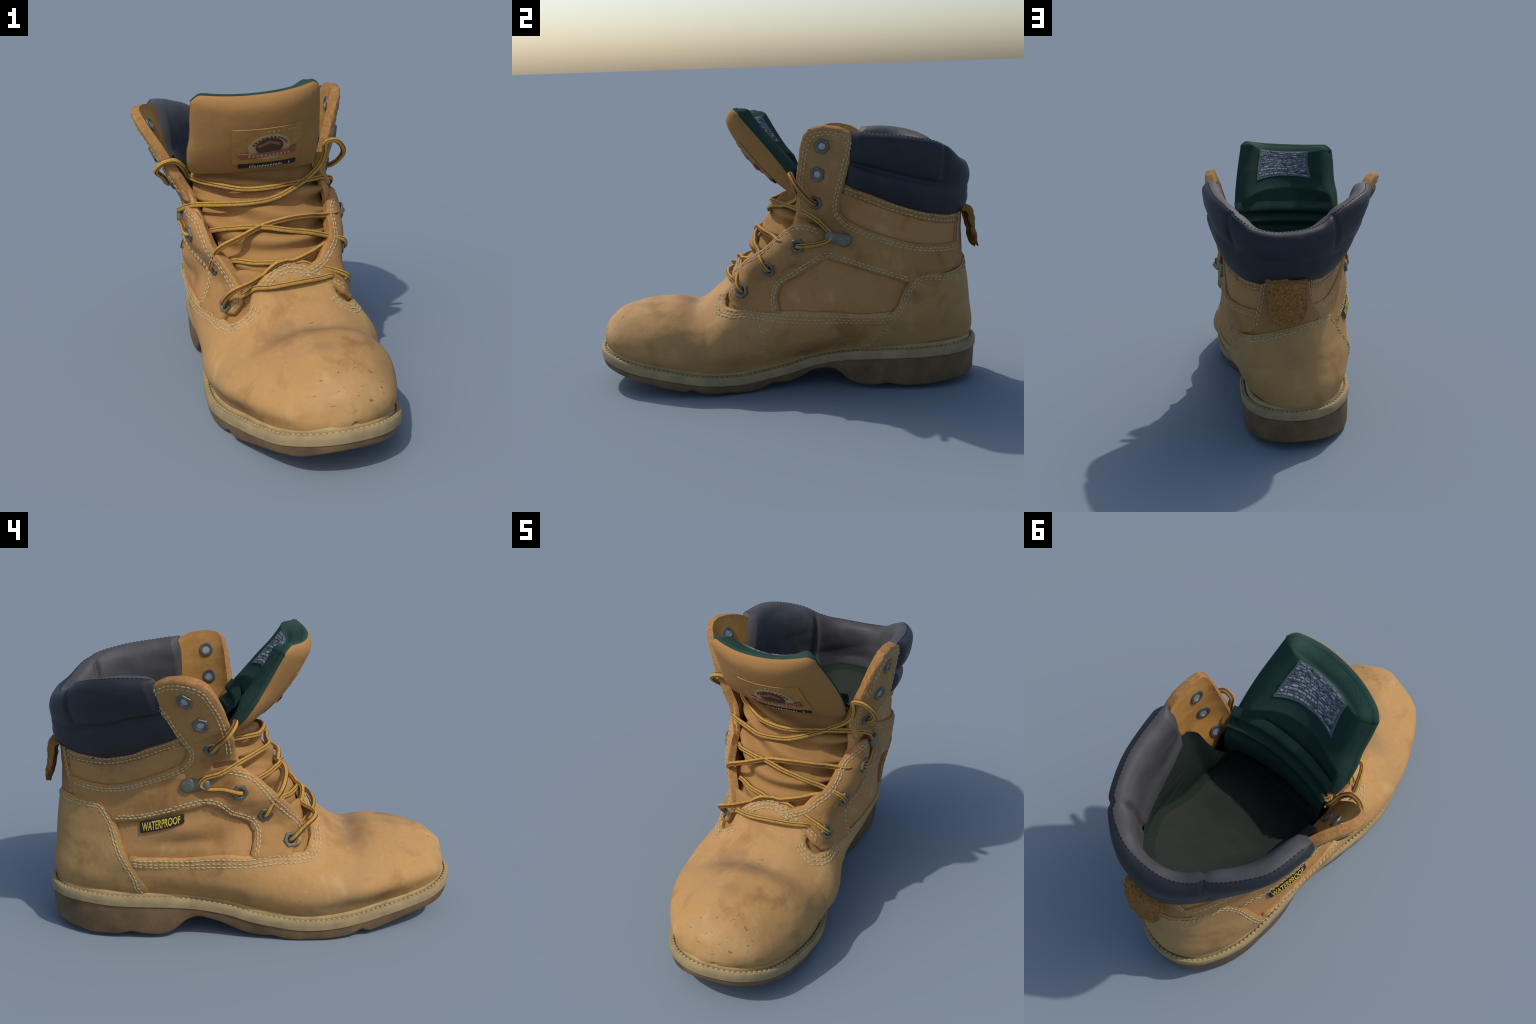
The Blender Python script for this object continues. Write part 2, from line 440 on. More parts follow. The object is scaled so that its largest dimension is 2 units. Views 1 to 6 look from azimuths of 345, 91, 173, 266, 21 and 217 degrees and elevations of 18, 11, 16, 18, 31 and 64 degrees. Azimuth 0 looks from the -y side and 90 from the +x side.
def fabric(name, col, col2, scale=240, strength=0.35, rot=(0, 0, 0), tint=None, rough=0.9):
    k = Nodes(name)
    v = k.mapping(rot=rot)
    w = k.n.new('ShaderNodeTexWave'); w.wave_type = 'BANDS'; w.bands_direction = 'X'
    w.inputs['Scale'].default_value = scale / 6.28; w.inputs['Distortion'].default_value = 0.6
    k.link(v, w.inputs['Vector'])
    w2 = k.n.new('ShaderNodeTexWave'); w2.wave_type = 'BANDS'; w2.bands_direction = 'Z'
    w2.inputs['Scale'].default_value = scale / 6.28; w2.inputs['Distortion'].default_value = 0.6
    k.link(v, w2.inputs['Vector'])
    weave = k.math('MULTIPLY', w.outputs['Fac'], w2.outputs['Fac'])
    c = k.mix(weave, col2, col)
    c = k.mix(k.math('MULTIPLY', k.fac(k.noise(6, 4), 0.35, 0.75), 0.5), c, col2)
    if tint:
        c = k.mix(k.math('MULTIPLY', k.fac(k.noise(4, 3, vec=k.mapping(loc=(5, 2, 1))), 0.45, 0.7), tint[0]), c, tint[1])
    n = k.bump(weave, strength, 0.004)
    n = k.bump(k.noise(12, 3), 0.2, 0.02, n)
    return k.done(c, rough, n, spec=0.15)

def plain(name, col, rough=0.6, var=0.25, scale=20, bump=0.15, metallic=0.0, spec=0.3, dark=None, dist=0.006):
    k = Nodes(name)
    d = dark or tuple(v * 0.6 for v in col[:3]) + (1.0,)
    c = k.mix(k.math('MULTIPLY', k.fac(k.noise(scale, 5, 0.6), 0.35, 0.75), var * 2), col, d)
    n = k.bump(k.noise(scale * 4, 3), bump, dist)
    return k.done(c, rough, n, metallic, spec)

WHEAT, WHEAT_D, WHEAT_P = lin(175, 134, 82), lin(148, 108, 64), lin(186, 149, 98)
GREYED = lin(128, 106, 80)
MAT = {}
def make_materials():
    M = MAT
    M['vamp'] = leather('vamp_leather', WHEAT, WHEAT_D, WHEAT_P, 0.6, scuffs=True, spots=[
        ((0.03, -0.50, 0.44), (0.33, 0.11, 0.2), 0.9, GREYED),
        ((0.05, -0.70, 0.44), (0.10, 0.07, 0.1), 0.5, GREYED),
        ((0.40, -0.46, 0.24), (0.10, 0.10, 0.10), 0.6, GREYED),
        ((0.10, -0.93, 0.30), (0.22, 0.12, 0.12), 0.6, lin(196, 168, 122)),
        ((-0.30, -0.45, 0.18), (0.16, 0.3, 0.07), 0.6, GREYED)])
    M['quarter'] = leather('quarter_leather', lin(162, 120, 70), lin(134, 95, 53), lin(178, 137, 86), 0.5)
    M['window'] = leather('ankle_leather', lin(171, 127, 76), lin(143, 102, 58), lin(187, 147, 96), 0.4)
    M['band'] = leather('band_leather', lin(154, 110, 64), lin(128, 89, 50), lin(167, 124, 77), 0.35)
    M['counter'] = leather('counter_leather', lin(169, 132, 81), lin(142, 106, 63), lin(180, 145, 95), 0.5)
    M['suede'] = leather('suede_backing', lin(176, 126, 62), lin(146, 100, 46), lin(192, 146, 80), 0.25)
    M['edge'] = plain('cut_edge', lin(168, 122, 70), 0.9, 0.35, 60, 0.5, dark=lin(118, 82, 48))
    M['nap'] = nap()
    M['midsole'] = plain('midsole_rubber', lin(156, 136, 98), 0.7, 0.3, 12, 0.15, dark=lin(112, 98, 72))
    M['welt'] = plain('welt_rubber', lin(168, 144, 98), 0.7, 0.3, 12, 0.15, dark=lin(124, 104, 72))
    M['outsole'] = plain('outsole_rubber', lin(118, 93, 63), 0.65, 0.45, 9, 0.15, dark=lin(78, 61, 43))
    M['thread'] = plain('stitch_thread', lin(182, 166, 124), 0.85, 0.3, 50, 0.3, dark=lin(136, 118, 82))
    M['collar'] = plain('collar_leather', lin(38, 40, 46), 0.55, 0.4, 8, 0.25, spec=0.35, dark=lin(27, 30, 38))
    M['collar_in'] = plain('collar_inner', lin(74, 73, 75), 0.6, 0.3, 9, 0.2, dark=lin(50, 48, 50))
    M['lining'] = fabric('lining_mesh', lin(44, 58, 48), lin(28, 38, 34), 300, 0.4)
    M['insole'] = plain('insole_foam', lin(40, 45, 40), 0.9, 0.3, 12, 0.2)
    M['green'] = fabric('tongue_lining', lin(44, 74, 62), lin(33, 58, 50), 640, 0.3, (0, 0, 0.6), (0.5, lin(62, 86, 74)))
    M['canvas'] = fabric('tongue_canvas', lin(176, 135, 83), lin(150, 110, 64), 560, 0.15, (0, 0, 0.6))
    M['metal'] = plain('aged_brass', lin(116, 114, 102), 0.5, 0.35, 30, 0.1, 0.5, 0.5, dark=lin(66, 65, 58))
    M['bright'] = plain('pale_grey_disc', lin(176, 178, 184), 0.4, 0.3, 40, 0.1, 0.4, 0.5)
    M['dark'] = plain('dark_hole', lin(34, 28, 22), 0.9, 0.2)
    M['lace_y'] = plain('lace_gold', lin(188, 150, 66), 0.85, 0.35, 90, 0.5, dark=lin(132, 98, 42))
    M['lace_b'] = plain('lace_brown', lin(116, 66, 38), 0.85, 0.3, 90, 0.5, dark=lin(72, 40, 26))
    M['patch'] = plain('tongue_patch', lin(164, 124, 66), 0.85, 0.3, 25, 0.2, dark=lin(128, 96, 50))
    M['red'] = plain('emblem_red', lin(142, 66, 62), 0.85, 0.5, 60, 0.2, dark=lin(138, 98, 72))
    M['cream'] = plain('emblem_cream', lin(176, 148, 106), 0.85, 0.4, 40, 0.2)
    M['ink'] = plain('label_black', lin(38, 38, 36), 0.85, 0.3, 30, 0.2)
    M['yellow'] = plain('label_yellow', lin(214, 182, 64), 0.8, 0.2, 60, 0.2)
    M['white'] = plain('label_white', lin(205, 205, 205), 0.8, 0.2, 60, 0.2)
    M['printed'] = printed()

def nap():
    k = Nodes('rough_suede')
    v = k.noise(85, 4, 0.7, dist=0.2)
    c = k.ramp(v, (0.30, lin(104, 70, 36)), (0.5, lin(150, 106, 56)), (0.72, lin(178, 132, 76)))
    return k.done(c, 0.95, k.bump(v, 0.6, 0.02), spec=0.1)

def printed():
    k = Nodes('printed_label')
    v = k.noise(60, 3, 0.6, vec=k.mapping(scale=(0.5, 1.2, 1.2)))
    c = k.ramp(v, (0.36, lin(46, 60, 58)), (0.48, lin(120, 124, 132)), (0.62, lin(172, 174, 184)))
    return k.done(c, 0.8, k.bump(v, 0.3, 0.004), spec=0.2)

# ---------------------------------------------------------------- sole
def sweep_sole(name, prof, zfun, mat, sharp=40, parent=None, cap=False, wob=0.0):
    """profile (inset, rise) swept round the plan outline; zfun(y, C) gives the z of rise 0"""
    C, Nn = outline_curve()
    rows = []
    for d, r, which in prof:
        xy = C + Nn * d
        rows.append(np.column_stack([xy, zfun(C, which) + r]))
    G = np.array(rows)                     # m, NS, 3
    if wob:
        G += wob * smooth_noise(G.reshape(-1, 3), 14, 9).reshape(G.shape[:2])[..., None] * np.concatenate([Nn, np.zeros((NS, 1))], 1)[None]
    m = len(prof); F = []
    for i in range(m - 1):
        for j in range(NS):
            F.append((i * NS + j, i * NS + (j + 1) % NS, (i + 1) * NS + (j + 1) % NS, (i + 1) * NS + j))
    V = G.reshape(-1, 3)
    if cap:
        # close towards the middle line
        last = G[-1]; mid = last.copy(); mid[:, 0] = 0.05 + (last[:, 0] - 0.05) * 0.4
        V = np.concatenate([V, mid]); o = m * NS
        F += [((m - 1) * NS + j, (m - 1) * NS + (j + 1) % NS, o + (j + 1) % NS, o + j) for j in range(NS)]
        F.append(tuple(range(o, o + NS)))
    return mesh_obj(name, V, F, mat, parent, sharp=sharp)

def build_sole():
    zf = lambda C, w: seam_z(C[:, 1]) if w == 's' else tread_z(C[:, 1], C[:, 0])
    outs = sweep_sole('outsole', [(-0.10, 0.02, 's'), (-0.004, 0.0, 's'), (0.0, -0.004, 's'), (-0.001, -0.014, 's'),
                                  (-0.004, 0.012, 't'), (-0.007, 0.004, 't'), (-0.014, 0.0, 't'), (-0.05, 0.0, 't')],
                      zf, MAT['outsole'], cap=True, wob=0.002)
    mid = sweep_sole('midsole', [(-0.09, -0.004, 's'), (0.000, -0.001, 's'), (0.005, 0.004, 's'), (0.006, 0.022, 's'), (0.005, 0.038, 's'),
                                 (0.001, 0.046, 's'), (-0.006, 0.048, 's'), (-0.014, 0.047, 's'), (-0.018, 0.041, 's'), (-0.12, 0.036, 's')],
                     zf, MAT['midsole'], wob=0.002)
    welt = sweep_sole('welt', [(-0.022, 0.036, 's'), (-0.0235, 0.050, 's'), (-0.027, 0.060, 's'), (-0.035, 0.066, 's'), (-0.044, 0.066, 's'), (-0.054, 0.060, 's'), (-0.064, 0.046, 's'),
                               (-0.075, 0.030, 's')], zf, MAT['welt'], sharp=70)
    # stitch ridges along the welt
    C, Nn = outline_curve()
    P = np.column_stack([C - Nn * 0.0125, seam_z(C[:, 1]) + 0.0475])
    k = np.concatenate([[0], np.cumsum(np.linalg.norm(np.diff(np.concatenate([P, P[:1]]), axis=0), axis=1))])
    n = int(k[-1] / 0.025)
    q = np.linspace(0, k[-1], n, endpoint=False)
    Pc = np.concatenate([P, P[:1]])
    f = lambda t: np.stack([np.interp(t % k[-1], k, Pc[:, c]) for c in range(3)], 1)
    stitch_mesh('welt_stitch', [(f(q - 0.0095), f(q + 0.0095), np.tile([0, 0, 1.0], (n, 1)))], 0.0068, MAT['welt'], welt, flat=0.6)

def stitch_mesh(name, runs, r, mat, parent, flat=0.55, rings=(0.25, 0.8, 0.97, 1.0, 0.97, 0.8, 0.25)):
    V, F = [], []; o = 0; ns = 6
    for A, B, N in runs:
        for a, b, n in zip(A, B, N):
            t = b - a; ln = np.linalg.norm(t)
            if ln < 1e-5: continue
            t = t / ln; n = n - t * (n @ t); n /= np.linalg.norm(n) + 1e-9; s = np.cross(t, n)
            m = len(rings)
            for i, q in enumerate(rings):
                c = a + (b - a) * (0.5 - 0.5 * cos(pi * i / (m - 1)))
                for kk in range(ns):
                    an = 2 * pi * kk / ns
                    V.append(c + (s * cos(an) + n * sin(an) * flat) * r * max(q, 0.05))
            for i in range(m - 1):
                for kk in range(ns):
                    F.append((o + i * ns + kk, o + i * ns + (kk + 1) % ns, o + (i + 1) * ns + (kk + 1) % ns, o + (i + 1) * ns + kk))
            F.append(tuple(o + kk for kk in range(ns))[::-1]); F.append(tuple(o + (m - 1) * ns + kk for kk in range(ns)))
            o += m * ns
    ob = mesh_obj(name, V, F, mat, parent); ob['kind'] = 'stuff'
    return ob

def stitch_run(uv, centre, h, pitch=0.0245, length=0.0185, shift=0.0, jitter=0.0008):
    """one row of stitches along a uv line"""
    uv = wrap(uv, centre)
    L = resample(uv, 0.006, False)
    P = surf(L, h); N = surf(L, h + 0.01) - P
    k = np.concatenate([[0], np.cumsum(np.linalg.norm(np.diff(P, axis=0), axis=1))])
    q = np.arange(0.004 + shift, k[-1] - length, pitch)
    f = lambda A, t: np.stack([np.interp(t, k, A[:, c]) for c in range(3)], 1)
    jit = RNG.normal(scale=jitter, size=(2, len(q), 3))
    return f(P, q) + jit[0], f(P, q + length) + jit[1], f(N, q)

def offset_uv(uv, dist, centre):
    """line moved sideways by dist metres (positive: to the left of travel, in uv metric)"""
    uv = wrap(uv, centre); L = resample(uv, 0.02, False)
    e = 1e-3
    Pu = (sample(GRID, L + [e, 0]) - sample(GRID, L - [e, 0])) / (2 * e)
    Pv = (sample(GRID, L + [0, e]) - sample(GRID, L - [0, e])) / (2 * e)
    T = np.gradient(sample(GRID, L), axis=0); T /= np.linalg.norm(T, axis=1, keepdims=True)
    n = sample(NRM, L); S = np.cross(n, T)
    out = []
    for i in range(len(L)):
        J = np.stack([Pu[i], Pv[i]], 1)
        out.append(L[i] + np.linalg.lstsq(J, S[i] * dist, rcond=None)[0])
    return np.array(out)

# ---------------------------------------------------------------- upper, lines given in side view (y, z)
R_FRONT = [(-.266, .455), (-.283, .495), (-.276, .531), (-.250, .594), (-.206, .653), (-.144, .710), (-.085, .752), (-.033, .797), (.019, .845),
           (.055, .877), (.085, .889), (.130, .886), (.185, .862)]
R_SLIT = [(.195, .880), (.120, .903), (.075, .910)]
R_TAB = [(.072, .96), (.075, 1.05), (.080, 1.12), (.088, 1.19), (.096, 1.26), (.112, 1.325), (.140, 1.354), (.20, 1.364), (.28, 1.352), (.335, 1.325), (.352, 1.29),
         (.343, 1.24), (.322, 1.17), (.304, 1.10), (.289, 1.042), (.279, .981), (.285, .935), (.315, .897)]
R_BAND = [(.405, .850), (.505, .812), (.615, .778), (.742, .756), (.850, .752)]
R_WINDOW = [(.610, .572), (.504, .607), (.403, .642), (.281, .683), (.211, .708), (.180, .699), (.129, .664), (.067, .627), (.015, .593), (-.022, .560), (-.037, .505), (-.028, .44)]
R_STRIP = [(-.270, .447), (-.206, .456), (-.112, .449), (-.010, .445), (.144, .443), (.296, .438), (.528, .426)]
R_COUNTER = [(.375, .235), (.452, .318), (.523, .419), (.585, .521), (.626, .582), (.660, .615), (.705, .622)]
R_COLLAR = [(.305, 1.085), (.384, 1.052), (.505, 1.001), (.615, .960), (.709, .930), (.797, .910)]

L_FRONT = [(-.180, .432), (-.215, .440), (-.238, .495), (-.210, .569), (-.157, .638), (-.106, .697), (-.067, .735), (-.025, .776), (.021, .817),
           (.060, .850), (.095, .872), (.140, .880), (.195, .864)]
L_SLIT = [(.192, .894), (.140, .899), (.092, .898)]
L_TAB = [(.099, .953), (.106, 1.007), (.121, 1.073), (.142, 1.143), (.180, 1.219), (.216, 1.274), (.250, 1.300), (.295, 1.314), (.34, 1.316), (.405, 1.303), (.447, 1.275), (.462, 1.225),
         (.443, 1.177), (.406, 1.124), (.369, 1.056), (.336, 1.005), (.313, .963), (.316, .926), (.345, .884)]
L_BAND = [(.407, .850), (.502, .805), (.599, .764), (.686, .745), (.774, .748), (.835, .762)]
L_WINDOW = [(.649, .573), (.530, .596), (.414, .633), (.320, .665), (.237, .688), (.206, .687), (.165, .666), (.134, .630), (.080, .603), (.038, .576), (.017, .530), (.018, .488), (.034, .425)]
L_STRIP = [(-.198, .406), (-.089, .421), (.063, .428), (.274, .432), (.431, .428), (.589, .434)]
L_COUNTER = [(.510, .235), (.562, .342), (.605, .427), (.640, .524), (.660, .581), (.681, .616)]
L_COLLAR = [(.350, 1.036), (.463, .984), (.568, .934), (.676, .900), (.785, .896)]
B_COUNTER = [(.356, .612), (.296, .614), (.213, .638), (.115, .662), (.012, .676), (-.072, .664), (-.12, .648)]                       # (x, z)
B_COLLAR = [(.235, .905), (.17, .905), (.11, .905), (.05, .905), (-.005, .905)]


def build_upper():
    S = []   # stitch runs
    rev = lambda l: l[::-1]
    # --- vamp: wraps the toe, ends at the tongue seam and in the band under the quarters
    vs_ = [0.01, 0.05, 0.1, 0.2, 0.3, 0.4, 0.5, 0.54]
    low_r = [(0.44, v) for v in vs_]; low_l = [(0.56, v) for v in vs_[::-1]]
    throat_top = [(.250, -.250), (.205, -.238), (.14, -.224), (.07, -.219), (.0, -.226), (-.06, -.241), (-.115, -.250)]      # (x, y) seen from above
    r_throat = [(-.300, .452), (-.302, .480), (-.290, .510)]
    l_throat = [(-.226, .405), (-.250, .425), (-.266, .460), (-.262, .500)]
    top_line_r = uvs(('R', *R_STRIP[::-1]), ('R', *r_throat))
    top_line_l = uvs(('L', *l_throat[::-1]), ('L', *L_STRIP[0:]))
    mid_line = uvs(('T', *throat_top))
    poly = np.concatenate([np.array(low_r), uvs(('R', (.54, .40))), wrap(top_line_r, 0), wrap(mid_line, 0), wrap(top_line_l, 0),
                           uvs(('L', (.60, .41))), np.array(low_l), np.array([[0.60, 0.0], [0.75, 0.0], [0.9, 0.0], [0.0, 0.0], [0.1, 0.0], [0.25, 0.0], [0.40, 0.0]])])
    panel('vamp', poly, 0.0, -0.02, 0.016, MAT['vamp'], rough=0.0006, smooth=False)
    # triple rows following the vamp edge
    edge = np.concatenate([wrap(top_line_r, 0), wrap(mid_line, 0), wrap(top_line_l, 0)])
    er = np.concatenate([wrap(top_line_r, 0)]); el = wrap(top_line_l, 0)
    for ln in (er, el):
        for i, d in enumerate((0.018, 0.036, 0.052)):
            S.append(stitch_run(offset_uv(ln, -d if SIDE_SIGN > 0 else d, 0.0), 0.0, 0.0165, shift=0.008 * i))
    for i, d in enumerate((0.014, 0.030, 0.046)):
        S.append(stitch_run(offset_uv(wrap(mid_line, 0)[0:], -d if SIDE_SIGN > 0 else d, 0.0), 0.0, 0.0165, shift=0.008 * i))
    # --- under layer of the quarters, one horseshoe, carries the recessed panels
    under = uvs(('R', *R_FRONT[:-4]), ('R', *R_TAB[:11]), ('R', (.45, 1.22), (.60, 1.17), (.75, 1.13)), ('B', (.25, 1.08), (.11, 1.07), (-.03, 1.08)),
                ('L', (.70, 1.13), (.60, 1.17)), ('L', *rev(L_TAB[:11])), ('L', *rev(L_FRONT[:-4])),
                ('L', (-.15, .375), (.0, .375), (.2, .375), (.4, .375), (.6, .37), (.75, .35)), ('B', (-.02, .35), (.11, .35), (.25, .35)), ('R', (.75, .36), (.5, .38), (.3, .39), (.1, .40), (-.1, .41), (-.2, .42)))
    panel('quarter_lining', under, 0.5, -0.028, 0.000, None, full=True, mats=[MAT['window'], MAT['suede']], smooth=False)
    gus = uvs(('U', (-.25, .31), (-.1, .31), (0, .31), (.1, .31), (.25, .31), (.25, .40), (.20, .47), (.12, .47), (0, .44), (-.12, .47), (-.20, .47), (-.25, .40)))
    panel('gusset', gus, 0.0, -0.02, -0.010, MAT['canvas'])
    # --- outer quarters with eyelet stay
    for side, front, slit, tab, band, window, counter in (('R', R_FRONT, R_SLIT, R_TAB, R_BAND, R_WINDOW, R_COUNTER), ('L', L_FRONT, L_SLIT, L_TAB, L_BAND, L_WINDOW, L_COUNTER)):
        back = [(.255, .755), (.285, .64)] if side == 'R' else [(0.0, .755), (-.04, .66)]
        lowf = [(-.03, .43), (-.15, .43), (-.23, .44)] if side == 'R' else [(.03, .405), (-.08, .395), (-.165, .39)]
        base = uvs((side, *front), (side, *slit), (side, *tab), (side, *band), ('B', *back), (side, (counter[-1][0], counter[-1][1] - .03), (counter[-3][0], counter[-3][1] - .03)),
                   (side, *window), (side, *lowf))
        s0, s1 = (np.array([.318, .895]), np.array([.185, .712])) if side == 'R' else (np.array([.348, .882]), np.array([.235, .692]))
        def seam(P, uv, dd, s0=s0, s1=s1):
            ab = s1 - s0; t = np.clip(((P[:, 1:] - s0) @ ab) / (ab @ ab), 0, 1)
            return -0.006 * np.exp(-(np.linalg.norm(P[:, 1:] - s0 - t[:, None] * ab, axis=1) / 0.008) ** 2)
        q = panel('quarter', base, 0.5, -0.012, 0.019, MAT['quarter'], rough=0.0008, smooth=False, step=0.009, grid=0.012, hfun=seam)
        sg = 1 if side == 'R' else -1
        so = SIDE_SIGN * sg
        def rows(line, ds, h=0.0195, **kw):
            ln = uvs((side, *line))
            for i, d in enumerate(ds):
                S.append(stitch_run(offset_uv(ln, d * so, 0.5), 0.5, h, shift=0.011 * i, **kw))
        rows(front[1:], (0.022, 0.036))
        rows(tab[:11], (0.026, 0.039))
        rows(tab[10:] + band, (0.016, 0.029))
        rows(window, (0.016, 0.029))
    # --- heel counter
    cp = uvs(('R', *R_COUNTER), ('B', *B_COUNTER), ('L', *rev(L_COUNTER)), ('L', (.60, .18), (.75, .15)), ('B', (-.05, .14), (.10, .13), (.25, .14)), ('R', (.75, .15), (.55, .17)))
    panel('heel_counter', cp, 0.5, -0.01, 0.024, MAT['counter'], rough=0.0006)
    ce = uvs(('R', *R_COUNTER), ('B', *B_COUNTER), ('L', *rev(L_COUNTER)))
    for i, d in enumerate((0.016, 0.030)):
        S.append(stitch_run(offset_uv(ce, SIDE_SIGN * d, 0.5), 0.5, 0.0245, shift=0.011 * i))
    # --- back strap and the band that binds the collar
    bs = uvs(('B', (.243, .93), (.255, .84), (.275, .75), (.300, .62), (-.045, .66), (-.02, .76), (-.005, .84), (.0, .93)))
    panel('back_strap', bs, 0.5, -0.005, 0.012, MAT['band'], smooth=False)
    for xs in ([(.232, .92), (.243, .84), (.263, .75), (.285, .65)], [(.012, .92), (.006, .84), (-.008, .76), (-.03, .68)]):
        ln = uvs(('B', *xs))
        S.append(stitch_run(ln, 0.5, 0.0125)); S.append(stitch_run(offset_uv(ln, 0.014, 0.5), 0.5, 0.0125, shift=0.01))
    for side, ln, bk in (('R', R_COLLAR, [(.245, .905)]), ('L', L_COLLAR, [(-.005, .905)])):
        top = uvs((side, *ln), ('B', *bk))
        so = SIDE_SIGN * (1 if side == 'R' else -1)
        lo = offset_uv(top, so * 0.055, 0.5); hi = offset_uv(top, -so * 0.03, 0.5)
        panel('collar_binding', np.concatenate([hi, lo[::-1]]), 0.5, -0.005, 0.009, MAT['band'], smooth=False)
        for i, d in enumerate((0.020, 0.042)):
            S.append(stitch_run(offset_uv(top, so * d, 0.5), 0.5, 0.0095, shift=0.011 * i))
    # vertical seam on the inner side
    vs = uvs(('R', (-.143, .418), (-.130, .354), (-.122, .271), (-.115, .185)))
    S.append(stitch_run(vs, 0.0, 0.0165)); S.append(stitch_run(offset_uv(vs, 0.014, 0.0), 0.0, 0.0165, shift=0.01))
    stitch_mesh('stitching', S, 0.0040, MAT['thread'], None)

SIDE_SIGN = -1

# ---------------------------------------------------------------- collar
def build_collar():
    # front edge of the pad (u, v) along the back of each tab, then round the back
    low = uvs(('R', *R_COLLAR), ('B', *B_COLLAR), ('L', *L_COLLAR[::-1]))
    top = uvs(('R', (.335, 1.335), (.44, 1.320), (.54, 1.306), (.646, 1.288), (.74, 1.267), (.82, 1.228)), ('B', (.257, 1.175), (.18, 1.161), (.107, 1.158), (.03, 1.161), (-.03, 1.168)),
              ('L', (.775, 1.252), (.665, 1.287), (.564, 1.298), (.45, 1.298)))
    low = wrap(low, 0.5); top = wrap(top, 0.5)
    n = 200
    def even(L):
        P = surf(L); k = np.concatenate([[0], np.cumsum(np.linalg.norm(np.diff(P, axis=0), axis=1))])
        return spline(k / k[-1], L, np.linspace(0, 1, n))
    lo, hi = even(low), even(top)
    s = np.linspace(0, 1, n)
    endf = np.clip(np.minimum(s, 1 - s) / 0.03, 0, 1) ** 0.5
    # outer, over the top, inner: (fraction up, height)
    prof = [(-0.06, 0.0), (0.0, 0.018), (0.08, 0.030), (0.2, 0.036), (0.31, 0.030), (0.36, 0.018), (0.40, 0.017), (0.46, 0.034), (0.6, 0.044), (0.75, 0.044), (0.86, 0.040),
            (0.95, 0.030), (1.005, 0.012), (1.015, -0.008), (1.0, -0.028), (0.95, -0.046), (0.86, -0.058), (0.72, -0.064), (0.55, -0.062), (0.38, -0.054), (0.22, -0.044), (0.12, -0.046), (0.02, -0.048), (-0.10, -0.042), (-0.2, -0.036)]
    fk = np.linspace(0, 1, len(prof)); w = np.linspace(0, 1, 70)
    pr = spline(fk, np.array(prof), w)
    rows = []
    SE = [0.305, 0.685]          # vertical tucks where side and back pads meet
    tuck = sum(np.exp(-((s - c) / 0.010) ** 2) for c in SE)
    backpad = 1 / (1 + np.exp(-(s - SE[0]) / 0.012)) * 1 / (1 + np.exp((s - SE[1]) / 0.012))
    for f, h in pr:
        uv = lo + (hi - lo) * f
        hh = np.full(n, h)
        if h > 0:
            groove = 0.018 * np.exp(-((f - 0.38) / 0.05) ** 2) * backpad       # no groove on the back pad
            hh = hh + groove
            hh = hh - 0.012 * tuck * np.clip((f - 0.35) * 6, 0, 1)
        else:
            hh = hh + 0.016 * tuck * np.clip((1.02 - f) * 6, 0, 1)
        hh = hh * endf + (1 - endf) * np.sign(h) * 0.0
        P = surf(uv, hh)
        rows.append(P)
    G = np.array(rows)                     # w, s
    G += (0.0022 * smooth_noise(G.reshape(-1, 3), 22, 12, 2)).reshape(G.shape[:2])[..., None]
    ntop = int(np.argmax(w >= (12.5 / (len(prof) - 1))))
    sheet('collar', G[:ntop + 1], MAT['collar'])
    sheet('collar_lining', G[ntop:], MAT['collar_in'])
    # seam along the crest
    L = G[ntop]
    k = np.concatenate([[0], np.cumsum(np.linalg.norm(np.diff(L, axis=0), axis=1))])
    q = np.arange(0.05, k[-1] - .05, 0.02)
    f = lambda t: np.stack([np.interp(t, k, L[:, c]) for c in range(3)], 1)
    stitch_mesh('collar_stitching', [(f(q), f(q + 0.014), np.tile([0, 0, 1.0], (len(q), 1)))], 0.0035, MAT['ink'], None)

